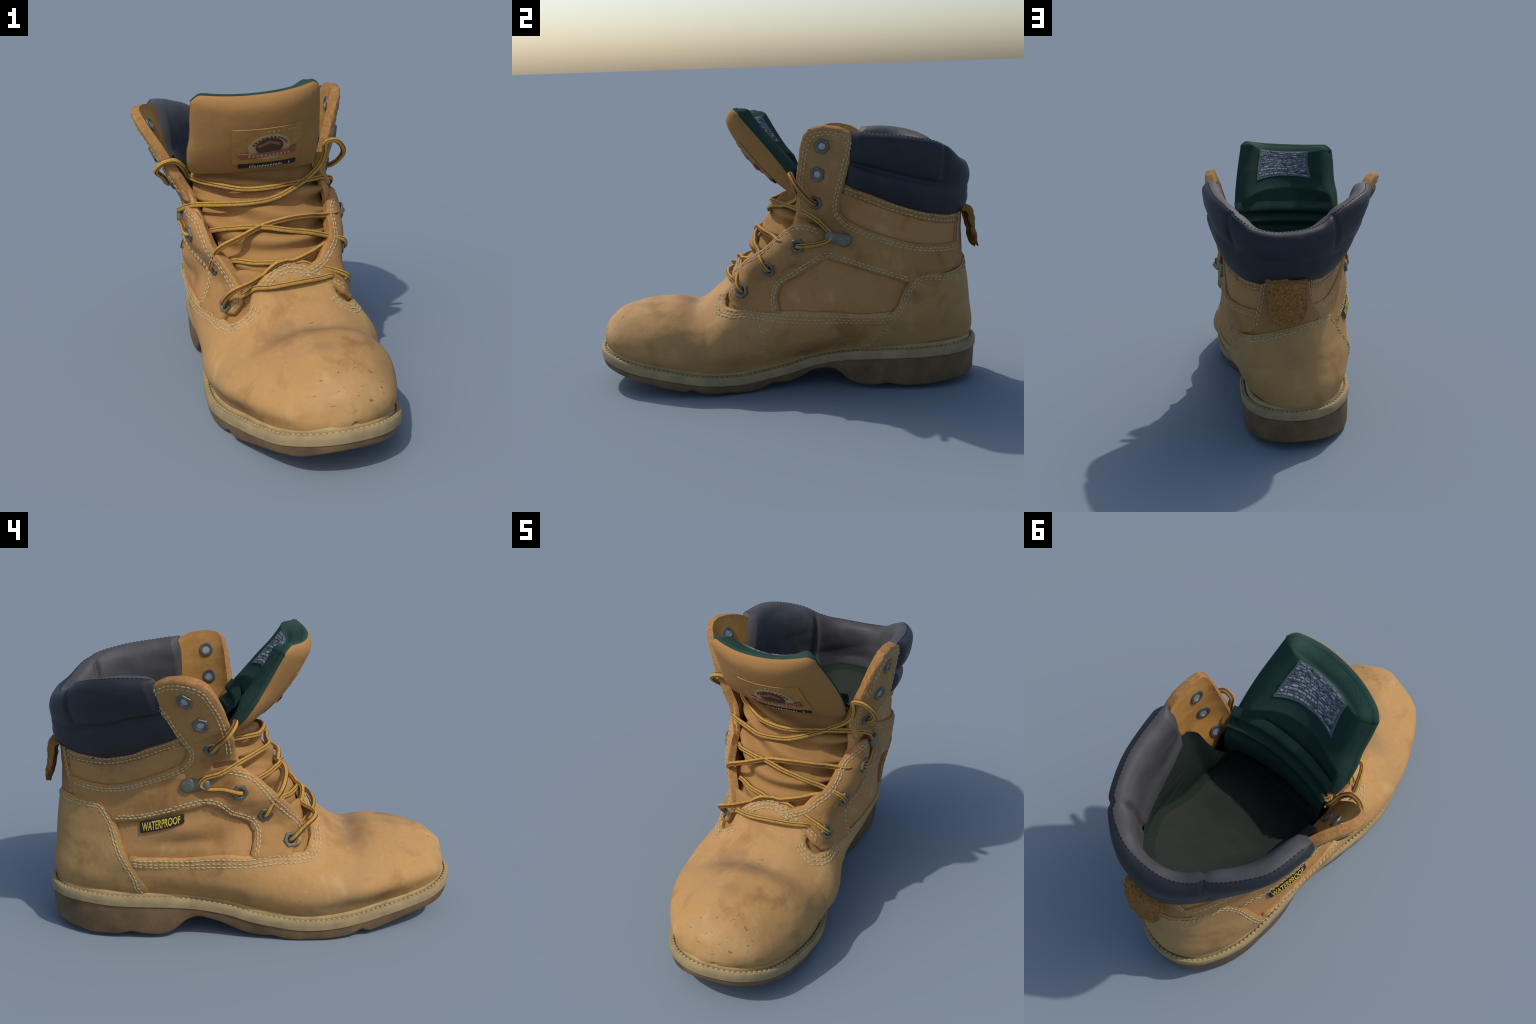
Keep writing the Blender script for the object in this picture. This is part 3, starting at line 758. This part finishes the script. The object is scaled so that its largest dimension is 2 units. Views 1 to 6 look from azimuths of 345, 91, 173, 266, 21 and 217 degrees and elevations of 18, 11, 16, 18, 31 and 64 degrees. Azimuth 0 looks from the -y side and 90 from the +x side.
# ---------------------------------------------------------------- inside
def build_inside():
    """lining that dips into the boot and closes in a footbed"""
    n = 160
    u = np.arange(n) / n
    ctr = np.array([0.07, 0.42])
    lo = wrap(uvs(('R', *R_COLLAR), ('B', *B_COLLAR), ('L', *L_COLLAR[::-1])), 0.5)
    vf = locate('R', .20, .87)[1]
    k = np.concatenate([[0.0, lo[0, 0] - 0.045, lo[0, 0] - 0.02], lo[:, 0], [lo[-1, 0] + 0.02, lo[-1, 0] + 0.045, 1.0]]); vv = np.concatenate([[vf, vf, lo[0, 1] - 0.01], lo[:, 1] + 0.008, [lo[-1, 1] - 0.01, vf, vf]])
    v = np.interp(u, k, vv)
    front = np.clip((0.18 - np.minimum(u, 1 - u)) / 0.07, 0, 1)
    inset = -0.042 - 0.10 * front
    floor = lambda y: FLOOR_Z + 0.50 * np.clip(y - 0.42, 0.0, 0.5)
    # follow the wall down to the footbed
    vb = v.copy()
    for k_ in range(n):
        vs = np.linspace(v[k_], 0.45, 80)
        P = surf(np.stack([np.full(80, u[k_]), vs], 1), inset[k_])
        low = np.where(P[:, 2] < floor(P[:, 1]) + 0.05)[0]
        vb[k_] = vs[low[0]] if len(low) else vs[-1]
    sm = np.convolve(np.concatenate([vb[-6:], vb, vb[:6]]), np.ones(13) / 13, 'valid')
    vb = np.minimum(sm, v - 0.004)
    rows = [surf(np.stack([u, v + (vb - v) * t], 1), inset - 0.012 * t) for t in np.linspace(0, 1, 9)]
    W = rows[-1]
    for s, t in ((0.95, 0.35), (0.87, 0.7), (0.75, 0.92), (0.6, 1.0), (0.4, 1.0), (0.2, 1.0), (0.0005, 1.0)):
        xy = ctr + (W[:, :2] - ctr) * s
        rows.append(np.column_stack([xy, W[:, 2] + (floor(xy[:, 1]) - W[:, 2]) * t]))
    R = np.array(rows)
    kk = np.linspace(0, 1, len(R)); R = np.stack([spline(kk, R[:, i], np.linspace(0, 1, 50)) for i in range(n)], 1)
    R[..., 2] += 0.004 * smooth_noise(R.reshape(-1, 3), 12, 41).reshape(R.shape[:2])
    sheet('lining', R[:33], MAT['lining'], closed_v=True)
    sheet('insole', R[32:], MAT['insole'], closed_v=True)

FLOOR_Z = 0.715

# ---------------------------------------------------------------- tongue
T_ROWS = [  # left edge, centre, right edge of the front face, going up
    ((-.14, -.15, .53), (.04, -.245, .575), (.27, -.17, .56)),
    ((-.18, -.09, .60), (.04, -.212, .635), (.30, -.12, .62)),
    ((-.20, -.02, .67), (.04, -.195, .690), (.32, -.04, .69)),
    ((-.22, .03, .72), (.04, -.178, .740), (.34, .02, .75)),
    ((-.24, .08, .77), (.04, -.132, .800), (.345, .07, .80)),
    ((-.25, .11, .83), (.04, -.083, .860), (.345, .10, .85)),
    ((-.26, .14, .89), (.04, -.058, .920), (.34, .12, .90)),
    ((-.27, .16, .95), (.03, -.003, .968), (.325, .12, .955)),
    ((-.28, .15, 1.00), (.03, .024, 1.010), (.310, .11, 1.00)),
    ((-.28, .13, 1.06), (.03, .040, 1.065), (.300, .11, 1.06)),
]
PAD_ROWS = [
    ((-.295, .100, 1.030), (.03, .012, 1.030), (.306, .085, 1.025)),
    ((-.312, .050, 1.075), (.02, -.048, 1.072), (.306, .045, 1.085)),
    ((-.320, .003, 1.14), (.01, -.114, 1.130), (.298, -.005, 1.155)),
    ((-.315, -.046, 1.22), (.00, -.182, 1.210), (.280, -.075, 1.245)),
    ((-.320, -.096, 1.31), (-.01, -.244, 1.298), (.254, -.160, 1.345)),
    ((-.320, -.130, 1.375), (-.03, -.270, 1.365), (.234, -.215, 1.412)),
    ((-.318, -.140, 1.412), (-.04, -.268, 1.410), (.226, -.232, 1.448)),
]
def arc_rows(rows, nv, nu, power=1.0):
    R = np.array(rows)                     # n,3,3
    k = np.concatenate([[0], np.cumsum(np.linalg.norm(np.diff(R[:, 1], axis=0), axis=1))])
    C = np.stack([spline(k, R[:, i], np.linspace(0, k[-1], nv)) for i in range(3)], 1)
    a = np.linspace(-1, 1, nu)
    out = []
    for L, M, Rr in C:
        base = L + (Rr - L) * ((a + 1) / 2)[:, None]
        bul = M - (L + Rr) / 2
        out.append(base + bul * (1 - np.abs(a) ** 2.2)[:, None])
    return np.array(out)

def grid_n(G):
    n = np.cross(np.gradient(G, axis=0), np.gradient(G, axis=1)); return n / (np.linalg.norm(n, axis=2, keepdims=True) + 1e-9)

def build_tongue():
    lower = arc_rows(T_ROWS, 90, 70)
    N = grid_n(lower)
    if (N[..., 1].mean()) > 0: N = -N
    P = lower.reshape(-1, 3); x, y, z = P.T
    h = 0.019 * np.sin((z + 0.25 * (x - 0.04) * np.sin(9 * z)) * 2 * pi / 0.105 + 0.9) * np.clip((z - .6) * 8, 0, 1)
    av = np.tile(np.linspace(-1, 1, 70), 90)
    h += 0.009 * smooth_noise(P, 18, 21, 2)
    h += 0.014 * np.clip((np.abs(av) - 0.55) / 0.3, 0, 1) * np.sin(z * 62 + 3 * av + 2 * np.sin(z * 21)) 
    a_ = np.linspace(-1, 1, 70)[None, :]
    lower = lower + N * (-0.006 * (1 - np.abs(a_) ** 3) * np.clip((lower[..., 2] - .58) * 10, 0, 1))[..., None]
    lower = lower + N * h.reshape(lower.shape[:2])[..., None]
    t = sheet('tongue', lower, MAT['canvas'])
    # pad: front face + green inner face, meeting at a rounded border
    nv, nu = 60, 60
    F = arc_rows(PAD_ROWS, nv, nu)
    N = grid_n(F)
    if N[..., 1].mean() > 0: N = -N
    a = np.linspace(-1, 1, nu)[None, :]; b = np.linspace(0, 1, nv)[:, None]
    # rounded corners: pull the top corners in
    corner = np.clip(np.abs(a) - 0.86, 0, 1) / 0.14
    drop = corner ** 2 * np.clip((b - 0.8) / 0.2, 0, 1) * 0.034
    up = np.gradient(F, axis=0); up /= np.linalg.norm(up, axis=2, keepdims=True)
    F = F - up * drop[..., None]
    edge = np.minimum((1 - np.abs(a)) / 0.16, np.minimum((1 - b) / 0.13, 1))
    puff = np.sqrt(np.clip(1 - (1 - np.clip(edge, 0, 1)) ** 2, 0, 1))
    low = np.clip(b / 0.25, 0, 1)
    th = 0.030
    front = F + N * (0.016 * puff - 0.010)[..., None]
    e2 = np.clip(np.minimum((1 - np.abs(a)) / 0.42, (1 - b) / 0.30), 0, 1); e3 = np.clip(np.minimum((1 - np.abs(a)) / 0.10, (1 - b) / 0.08), 0, 1)
    puff2 = 0.55 * np.sqrt(1 - (1 - e2) ** 2) + 0.45 * np.sqrt(1 - (1 - e3) ** 2)
    inner = F - N * ((0.040 + 0.072 * puff2 * (0.3 + 0.7 * low) + 0.018 * (1 - a ** 2) * np.sin(pi * np.clip(b, 0, 1)) ** 0.6))[..., None]
    mid = F - N * 0.014
    pad = sheet('tongue_pad', front, MAT['canvas'], t)
    # binding strip joining the two faces round sides and top
    def rim(G): return np.concatenate([G[:, 0], G[-1, 1:-1], G[::-1, -1]])
    def inward(G, q):  # move the rim towards the centre
        return G
    A, B = rim(front), rim(inner)
    out = rim(F); Nn = rim(N)
    cen = F.mean((0, 1)); O = out - cen; O -= Nn * (O * Nn).sum(1, keepdims=True); O /= np.linalg.norm(O, axis=1, keepdims=True)
    rimg = np.array([A, A * 0.7 + B * 0.3 + O * 0.007, A * 0.35 + B * 0.65 + O * 0.007, B])
    sheet('tongue_lining', inner, MAT['green'], t)
    sheet('tongue_binding', rimg, MAT['green'], t)
    # folded lining running from the pad down into the boot
    xs = np.linspace(-1, 1, 44); rows = []
    path = [(0.14, 1.13, .08), (.175, 1.085, .05), (.165, 1.06, .03), (.205, 1.03, .02), (.20, 1.0, .01), (.220, .97, .0), (.228, .91, .0), (.23, .83, .0), (.22, .70, .0)]
    kk = np.linspace(0, 1, len(path)); pp = spline(kk, np.array(path), np.linspace(0, 1, 50))
    for yy, zz, lift in pp:
        rows.append(np.column_stack([0.018 + 0.285 * xs, yy - 0.090 + 0.05 * np.abs(xs) ** 2.2 - 0.02 * xs, zz + 0.012 * xs + 0 * xs]))
    sheet('lining_fold', np.array(rows), MAT['green'], t)
    build_marks(front, inner, t, pad)

def on_face(G, a, b, h):
    """points on a face grid, a in -1..1 across, b in 0..1 up"""
    nv, nu = G.shape[:2]
    N = grid_n(G)
    u = (np.asarray(a) + 1) / 2 * (nu - 1); v = np.asarray(b) * (nv - 1)
    i = np.clip(np.floor(u).astype(int), 0, nu - 2); j = np.clip(np.floor(v).astype(int), 0, nv - 2)
    s = (u - i)[..., None]; t = (v - j)[..., None]
    f = lambda A: (A[j, i] * (1 - s) + A[j, i + 1] * s) * (1 - t) + (A[j + 1, i] * (1 - s) + A[j + 1, i + 1] * s) * t
    return f(G) + f(N) * h

def face_patch(name, G, poly, h, mat, parent, step=0.05, thick=0.004):
    """thin piece laid on a face grid; poly in (a, b)"""
    L = np.asarray(poly, float); m = np.array([0.28, 0.42])
    M = resample(L, 0.008, True, False, m) * m
    lo, hi = M.min(0), M.max(0); g = 0.014
    X, Y = np.meshgrid(np.arange(lo[0], hi[0], g), np.arange(lo[1], hi[1], g))
    Q = np.stack([X.ravel(), Y.ravel()], 1); Q = Q[inside(Q, M)]
    if len(Q): Q = Q[seg_dist(Q, M) > g * 0.4]
    allp = np.concatenate([M, Q]); n = len(M)
    vs, es, fs, *_ = delaunay_2d_cdt([Vector(p) for p in allp.tolist()], [(i, (i + 1) % n) for i in range(n)], [], 1, 1e-6)
    ab = np.array([(v.x, v.y) for v in vs]) / m
    T = on_face(G, ab[:, 0], ab[:, 1], h); B = on_face(G, ab[:, 0], ab[:, 1], h - np.sign(h) * thick)
    nt = len(T); faces = [tuple(f) for f in fs]; cnt = set()
    for f in faces:
        for e in zip(f, f[1:] + f[:1]): cnt.add(e)
    bnd = [(p, q) for p, q in cnt if (q, p) not in cnt]
    return mesh_obj(name, np.concatenate([T, B]), faces + [(q, p, p + nt, q + nt) for p, q in bnd], mat, parent, sharp=40)

def box(a0, b0, a1, b1): return [(a0, b0), (a1, b0), (a1, b1), (a0, b1)]
def oval(ca, cb, ra, rb, n=40): return [(ca + ra * cos(2 * pi * i / n), cb + rb * sin(2 * pi * i / n)) for i in range(n)]

def build_marks(front, inner, tongue, pad):
    n0 = grid_n(front)[30, 30]; sg = 1.0 if n0[1] < 0 else -1.0
    n1 = grid_n(inner)[30, 30]; si = 1.0 if n1[1] > 0 else -1.0
    # sewn patch with an oval emblem, a banner and a dark strip
    p = face_patch('patch', front, [(-.46, .21), (.53, .19), (.54, .68), (-.50, .68)], sg * 0.005, MAT['patch'], tongue)
    face_patch('emblem_ring', front, oval(.04, .44, .31, .17), sg * 0.008, MAT['cream'], tongue)
    face_patch('emblem_field', front, oval(.03, .46, .20, .105), sg * 0.0105, MAT['faded'], tongue)
    face_patch('emblem_arc', front, [(-.15, .485), (.03, .545), (.19, .495), (.17, .47), (.03, .51), (-.13, .46)], sg * 0.013, MAT['red'], tongue)
    face_patch('banner', front, [(-.39, .31), (-.35, .35), (-.39, .385), (-.15, .38), (.05, .395), (.25, .39), (.45, .42), (.41, .38), (.45, .34), (.23, .33), (.03, .335), (-.17, .315)], sg * 0.013, MAT['red'], tongue)
    for k in range(11):
        a = -.26 + k * .056
        face_patch('banner_letter', front, box(a, .344, a + .030, .372), sg * 0.0155, MAT['cream'], tongue)
        t = pi * (0.12 + 0.076 * k)
        face_patch('ring_letter', front, oval(.04 - .255 * cos(t), .44 + .138 * sin(t), .020, .012, 8), sg * 0.0105, MAT['faded'], tongue)
    st = face_patch('label_strip', front, [(-.38, .135), (.48, .125), (.48, .205), (-.38, .215)], sg * 0.007, MAT['ink'], tongue)
    face_patch('label_mark', front, box(-.23, .180, -.15, .198), sg * 0.010, MAT['red'], tongue)
    r = random.Random(3)
    xa = -.23
    while xa < .26:
        w = r.uniform(.018, .034); hgt = r.uniform(.020, .034)
        face_patch('label_letter', front, [(xa, .147), (xa + w * .55, .147), (xa + w, .147 + hgt), (xa + w * .45, .147 + hgt)], sg * 0.010, MAT['white'], tongue)
        xa += w + 0.012
    face_patch('label_letter', front, box(.36, .15, .375, .185), sg * 0.010, MAT['white'], tongue)
    # stitches round the patch
    for k in range(7):
        a = -.02 + k * .075 + r.uniform(-.01, .01)
        face_patch('patch_thread', front, box(a, .632, a + .028, .645), sg * 0.008, MAT['cream'], tongue)
    # printed care label on the lining
    lab = face_patch('care_label', inner, [(-.70, .46), (.74, .44), (.72, .86), (-.68, .88)], si * 0.004, MAT['label_ground'], tongue)
    for row in range(12):
        b = .48 + row * .031
        a = -.64
        while a < .64:
            w = r.uniform(.05, .20)
            if r.random() < 0.9:
                face_patch('label_print', inner, box(a, b, min(a + w, .69), b + .019), si * 0.006, MAT['printed'], tongue)
            a += w + .025

# ---------------------------------------------------------------- pull tab, label, hardware
def build_pull_tab():
    path = np.array([(.918, .985), (.925, .945), (.934, .915), (.958, .900), (.974, .868), (.982, .80), (.990, .75), (.996, .700)])
    k = np.linspace(0, 1, len(path)); c = spline(k, path, np.linspace(0, 1, 40))
    xs = np.linspace(-1, 1, 26)
    t = np.gradient(c, axis=0); t /= np.linalg.norm(t, axis=1, keepdims=True); n = np.stack([-t[:, 1], t[:, 0]], 1)
    n *= np.sign((n[:, 0].mean()) or 1)
    out = []
    for th in (0.010, -0.010):
        G = np.zeros((40, 26, 3))
        for i in range(40):
            f = i / 39
            hw = 0.112 - 0.012 * f
            # rounded end
            hw_end = hw
            G[i, :, 0] = 0.118 + 0.012 * f + xs * hw_end
            cut = np.clip((np.abs(xs) - 0.35) / 0.65, 0, 1) ** 2.2 * 0.075 * np.clip((f - 0.35) / 0.65, 0, 1)
            G[i, :, 1] = c[i, 0] + n[i, 0] * th - 0.035 * xs ** 2 * (1 - 0.3 * f)
            G[i, :, 2] = c[i, 1] + n[i, 1] * th + cut
        nz = smooth_noise(G.reshape(-1, 3), 70, 33, 2).reshape(40, 26)
        G[..., 1] += (0.004 * nz + 0.003 * smooth_noise(G.reshape(-1, 3), 190, 35, 1).reshape(40, 26)) * np.sign(th)
        out.append(G)
    A, B = out
    loop = np.concatenate([A, B[:, ::-1]], axis=1)
    sheet('pull_tab', loop, MAT['nap'], closed_v=True, caps=True)

def build_waterproof():
    q = [locate('L', *p) for p in [(.534, .542), (.332, .606), (.331, .651), (.536, .592)]]
    q = np.array(q)
    panel('fabric_label', q, 0.5, -0.002, 0.012, MAT['ink'], smooth=False, round_=0.004, drop=0.002)
    cu = bpy.data.curves.new('label_lettering', 'FONT'); cu.body = 'WATERPROOF'; cu.size = 1.0; cu.offset = 0.018; cu.resolution_u = 3
    ob = bpy.data.objects.new('label_lettering', cu); bpy.context.scene.collection.objects.link(ob)
    bpy.context.view_layer.update()
    me = bpy.data.meshes.new_from_object(ob.evaluated_get(bpy.context.evaluated_depsgraph_get()))
    bpy.data.objects.remove(ob)
    V = np.array([v.co[:] for v in me.vertices]); lo, hi = V.min(0), V.max(0)
    a = 0.06 + 0.86 * (V[:, 0] - lo[0]) / (hi[0] - lo[0]); b = 0.12 + 0.76 * (V[:, 1] - lo[1]) / (hi[1] - lo[1])
    # seen from the left side, text runs from the heel (q0) to the toe (q1)
    uv = (q[0] * ((1 - a) * (1 - b))[:, None] + q[1] * (a * (1 - b))[:, None] + q[2] * (a * b)[:, None] + q[3] * ((1 - a) * b)[:, None])
    F = [tuple(p.vertices) for p in me.polygons]
    mesh_obj('label_lettering', surf(uv, 0.0150), F, MAT['yellow'], bpy.data.objects['fabric_label'])

EYES_R = [(.197, 1.269), (.178, 1.134), (.164, .992), (.070, .781), (-.075, .656), (-.214, .534)]
EYES_L = [(.311, 1.221), (.250, 1.106), (.204, .979), (.082, .752), (-.038, .617), (-.157, .468)]
HOOKS = [('R', .299, .796), ('L', .306, .784)]

def ring_mesh(name, spec, mats, sides=6, seg=36):
    """lathe-like washer: spec rows (radius, height, hexness)"""
    G = np.zeros((len(spec), seg, 3))
    an = np.linspace(0, 2 * pi, seg, endpoint=False)
    hexr = 1 / np.cos((an + pi / sides) % (2 * pi / sides) - pi / sides)
    hexr = hexr / hexr.mean()
    for i, (r, h, k) in enumerate(spec):
        rr = r * (1 + (hexr - 1) * k)
        G[i] = np.column_stack([rr * np.cos(an), rr * np.sin(an), np.full(seg, h)])
    n, m = G.shape[:2]; F = []; mi = []
    for i in range(n - 1):
        for j in range(m):
            F.append((i * m + j, i * m + (j + 1) % m, (i + 1) * m + (j + 1) % m, (i + 1) * m + j)); mi.append(0)
    F.append(tuple((n - 1) * m + j for j in range(m))); mi.append(1)
    me = bpy.data.meshes.new(name); me.from_pydata(G.reshape(-1, 3).tolist(), [], F)
    for x in mats: me.materials.append(x)
    me.polygons.foreach_set('material_index', mi); me.polygons.foreach_set('use_smooth', [True] * len(F))
    me.set_sharp_from_angle(angle=radians(35))
    return me

def place(me, name, uv, h, parent=None, spin=0.0, flip=False):
    p = surf([uv], h + 0.005)[0]; n = surf([uv], h + 0.015)[0] - p; n /= np.linalg.norm(n)
    if flip: n = -n
    z = Vector(n); x = Vector((0, 0, 1)).cross(z).normalized(); y = z.cross(x)
    M = Matrix((x, y, z)).transposed().to_4x4() @ Matrix.Rotation(spin, 4, 'Z')
    M.translation = Vector(p)
    ob = bpy.data.objects.new(name, me); bpy.context.scene.collection.objects.link(ob)
    ob.parent = parent or ROOT; ob.matrix_world = M
    return ob

def build_hardware():
    spec = [(0.036, -0.004, 1.0), (0.0365, 0.004, 1.0), (0.034, 0.008, 1.0), (0.027, 0.0095, 0.6), (0.0215, 0.009, 0.1), (0.0190, 0.007, 0.0), (0.0172, 0.0035, 0.0), (0.0165, 0.002, 0.0)]
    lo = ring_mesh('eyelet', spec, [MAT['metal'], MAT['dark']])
    hi = ring_mesh('eyelet_open', spec, [MAT['metal'], MAT['bright']])
    back = ring_mesh('eyelet_back', [(0.034, -0.002, 0), (0.033, 0.005, 0), (0.026, 0.007, 0), (0.020, 0.005, 0), (0.018, 0.001, 0)], [MAT['metal'], MAT['bright']])
    r = random.Random(8)
    for side, L in (('R', EYES_R), ('L', EYES_L)):
        for i, (y, z) in enumerate(L):
            uv = locate(side, y, z)
            e = place(hi if i < 2 else lo, 'eyelet', uv, 0.014, spin=r.uniform(0, 1))
            if i < 3: 
                b = place(back, 'eyelet_back', uv, -0.034, spin=0, flip=True)
    # speed hooks: round rivet, plate and curled lace keeper
    rivet = ring_mesh('hook_rivet', [(0.034, 0.0, 0), (0.034, 0.012, 0), (0.030, 0.017, 0), (0.020, 0.019, 0), (0.012, 0.020, 0)], [MAT['metal'], MAT['metal']])
    for side, y, z in HOOKS:
        uv = locate(side, y, z); h = place(rivet, 'lace_hook', uv, 0.014)
        uv2 = locate(side, y - 0.095, z + (0.022 if side == 'R' else 0.012))
        A = surf([uv], 0.016)[0]; B = surf([uv2], 0.016)[0]; n = surf([uv], 0.03)[0] - A; n /= np.linalg.norm(n)
        t = B - A; t /= np.linalg.norm(t); s = np.cross(n, t); ln = np.linalg.norm(B - A)
        rows = []
        for f, w, hgt, thk in ((0.0, .030, .012, .010), (0.2, .032, .014, .012), (0.4, .024, .017, .012), (0.65, .022, .022, .014), (0.85, .024, .026, .016), (1.0, .022, .022, .014), (1.06, .016, .014, .008)):
            c = A + t * ln * f
            rows.append([c + s * a * w + n * b for a, b in ((-1, hgt - thk), (-1, hgt), (-.6, hgt + .004), (.6, hgt + .004), (1, hgt), (1, hgt - thk), (.6, hgt - thk - .002), (-.6, hgt - thk - .002))])
        ob = sheet('hook_plate', np.array(rows), MAT['metal'], h, closed_v=True, caps=True, sharp=50)
        ob.matrix_parent_inverse = h.matrix_basis.inverted()

# ---------------------------------------------------------------- laces
def lace(name, pts, r=0.0128, flat=0.85, wob=1):
    P = np.array(pts, float)
    k = np.concatenate([[0], np.cumsum(np.linalg.norm(np.diff(P, axis=0), axis=1) ** 0.75)])
    n = max(24, int(np.linalg.norm(np.diff(P, axis=0), axis=1).sum() / 0.008))
    C = spline(k, P, np.linspace(0, k[-1], n))
    C = push_out(C, r)
    T, N, B = frames(C)
    m = 16; an = np.linspace(0, 2 * pi, m, endpoint=False)
    q = np.arange(n)
    rr = r * (1 + 0.05 * np.sin(q * 2.1)[:, None] * np.cos(an * 2)[None])
    G = C[:, None] + (N[:, None] * np.cos(an)[None, :, None] + B[:, None] * np.sin(an)[None, :, None]) * rr[..., None]
    F = []; mi = []
    pat = [0, 0, 1, 0, 0, 0, 1, 1, 0, 0, 1, 0, 0, 0, 1, 1]
    for i in range(n - 1):
        for j in range(m):
            F.append((i * m + j, i * m + (j + 1) % m, (i + 1) * m + (j + 1) % m, (i + 1) * m + j)); mi.append(pat[j])
    F.append(tuple(range(m))[::-1]); mi.append(1); F.append(tuple((n - 1) * m + j for j in range(m))); mi.append(1)
    return mesh_obj(name, G.reshape(-1, 3), F, [MAT['lace_y'], MAT['lace_b']], LACES, midx=mi)

LACES = None
TREES = []
def push_out(C, r):
    """keep the middle of a strand above the tongue and the vamp"""
    from mathutils.bvhtree import BVHTree
    if not TREES:
        for nm, out in (('tongue', Vector((0, -1, .4))), ('vamp', Vector((0, -.6, .8)))):
            me = bpy.data.objects[nm].data
            TREES.append((BVHTree.FromPolygons([v.co for v in me.vertices], [tuple(p.vertices) for p in me.polygons]), out.normalized()))
    n = len(C); move = np.zeros((n, 3))
    for i in range(n):
        if min(i, n - 1 - i) < 0.10 * n: continue
        p = Vector(C[i])
        if not (-0.24 < p.x < 0.33): continue
        best = 0
        for tree, out in TREES:
            hit = tree.ray_cast(p + out * 0.4, -out, 0.8)
            if hit[0] is None: continue
            gap = (p - hit[0]).dot(out)
            if -0.10 < gap < r * 0.95 and r * 0.95 - gap > best:
                best = r * 0.95 - gap; move[i] = np.array(out) * best
        if best == 0:
            hits = [t.ray_cast(p + o * 0.4, -o, 0.8)[0] for t, o in TREES]
            gaps = [(p - h).dot(o) for h, (t, o) in zip(hits, TREES) if h is not None]
            if gaps and r * 1.5 < min(gaps) < 0.12:
                fade = np.clip(min((p.x + 0.13) / 0.10, (0.24 - p.x) / 0.10), 0, 1)
                move[i] = -np.array(TREES[0][1]) * (min(gaps) - r * 1.5) * 0.7 * fade
    for _ in range(3):
        k = np.array([1, 2, 3, 2, 1]) / 9.0
        sm = np.stack([np.convolve(np.pad(move[:, c], 2, mode='edge'), k, 'valid') for c in range(3)], 1)
        move = np.where(np.linalg.norm(sm, axis=1, keepdims=True) > np.linalg.norm(move, axis=1, keepdims=True), sm, move)
    return C + move

def eye(side, i, h=0.02):
    return tuple(surf([locate(side, *(EYES_R if side == 'R' else EYES_L)[i])], h)[0])
def hook(i, dy, dz, h):
    s, y, z = HOOKS[i]; return tuple(surf([locate(s, y + dy, z + dz)], h)[0])

def build_laces():
    global LACES
    LACES = bpy.data.objects.new('lace', None); bpy.context.scene.collection.objects.link(LACES); LACES.parent = ROOT
    lace('lace_strand', [(-.21, -.17, .475), (-.175, -.205, .505), (-.153, -.222, .527), (-.05, -.29, .572), (.08, -.308, .588), (.18, -.285, .582), (.253, -.255, .570), (.30, -.215, .545)])          # A
    lace('lace_strand', [eye('L', 5, -.005), eye('L', 5, .026), (-.222, -.225, .535), (-.192, -.284, .584), (-.13, -.268, .596), (-.067, -.236, .609), (.0, -.215, .625), (.071, -.205, .645), (.18, -.175, .668), (.273, -.14, .692), (.33, -.09, .67)])  # B
    lace('lace_strand', [(-.215, -.05, .62), (-.16, -.089, .647), (-.08, -.165, .652), (.0, -.205, .655), (.071, -.195, .635), (.17, -.225, .625), (.25, -.24, .605), (.335, -.238, .560), eye('R', 5, .026), eye('R', 5, -.005)])  # C
    lace('lace_strand', [eye('L', 4, -.005), eye('L', 4, .026), (-.240, -.085, .680), (-.225, -.118, .722), (-.13, -.150, .775), (-.016, -.155, .820), (.10, -.135, .830), (.20, -.085, .815), (.29, -.045, .800), (.355, -.023, .792), (.40, .05, .785)])  # D
    lace('lace_strand', [(-.285, .075, .752), (-.248, .041, .762), (-.17, -.05, .790), (-.09, -.12, .808), (-.016, -.165, .815), (.08, -.175, .792), (.18, -.150, .760), (.28, -.125, .725), (.367, -.112, .690), eye('R', 4, .026), eye('R', 4, -.005)])  # E
    lace('lace_strand', [eye('L', 3, -.005), eye('L', 3, .026), hook(1, -.15, -.015, .026), hook(1, -.085, -.012, .030), hook(1, -.055, .005, .034), hook(1, -.075, .035, .034), hook(1, -.14, .06, .030), (-.290, .090, .880), (-.18, .0, .893), (-.07, -.075, .905), (.05, -.085, .918), (.16, -.03, .940), (.254, .035, .968), (.325, .078, 1.010), (.345, .06, 1.07), (.347, .046, 1.120)
                         , (.385, .040, 1.128), (.425, .055, 1.10), (.446, .085, 1.055), eye('R', 2, .030), eye('R', 2, -.002)])  # F
    lace('lace_strand', [eye('R', 3, -.005), eye('R', 3, .026), hook(0, -.15, -.012, .026), hook(0, -.10, -.005, .030), hook(0, -.07, .02, .034), hook(0, -.10, .06, .030), (.405, .150, .915), (.345, .085, .945), (.254, .030, .955), (.15, -.022, .958), (.03, -.062, .962), (-.08, -.035, .962), (-.18, .045, .972), (-.25, .115, .985), (-.284, .160, 1.0),
                         (-.320, .115, 1.06), (-.358, .099, 1.092), (-.405, .105, 1.085), (-.436, .138, 1.046), (-.40, .175, 1.005), eye('L', 2, .028), eye('L', 2, -.002)])  # G

# ---------------------------------------------------------------- assemble
def main():
    global ROOT
    for o in list(bpy.data.objects): bpy.data.objects.remove(o, do_unlink=True)
    ROOT = bpy.data.objects.new('work_boot', None); bpy.context.scene.collection.objects.link(ROOT)
    ROOT['label'] = 'worn wheat leather lace-up work boot with dark padded collar'
    ROOT['category'] = 'boot'
    make_materials()
    MAT['faded'] = plain('emblem_dark', lin(74, 60, 46), 0.85, 0.4, 40, 0.2)
    MAT['label_ground'] = plain('label_ground', lin(92, 100, 102), 0.85, 0.3, 60, 0.3)
    build_sole(); build_upper(); build_collar(); build_inside(); build_tongue(); build_pull_tab(); build_waterproof(); build_hardware(); build_laces()

main()
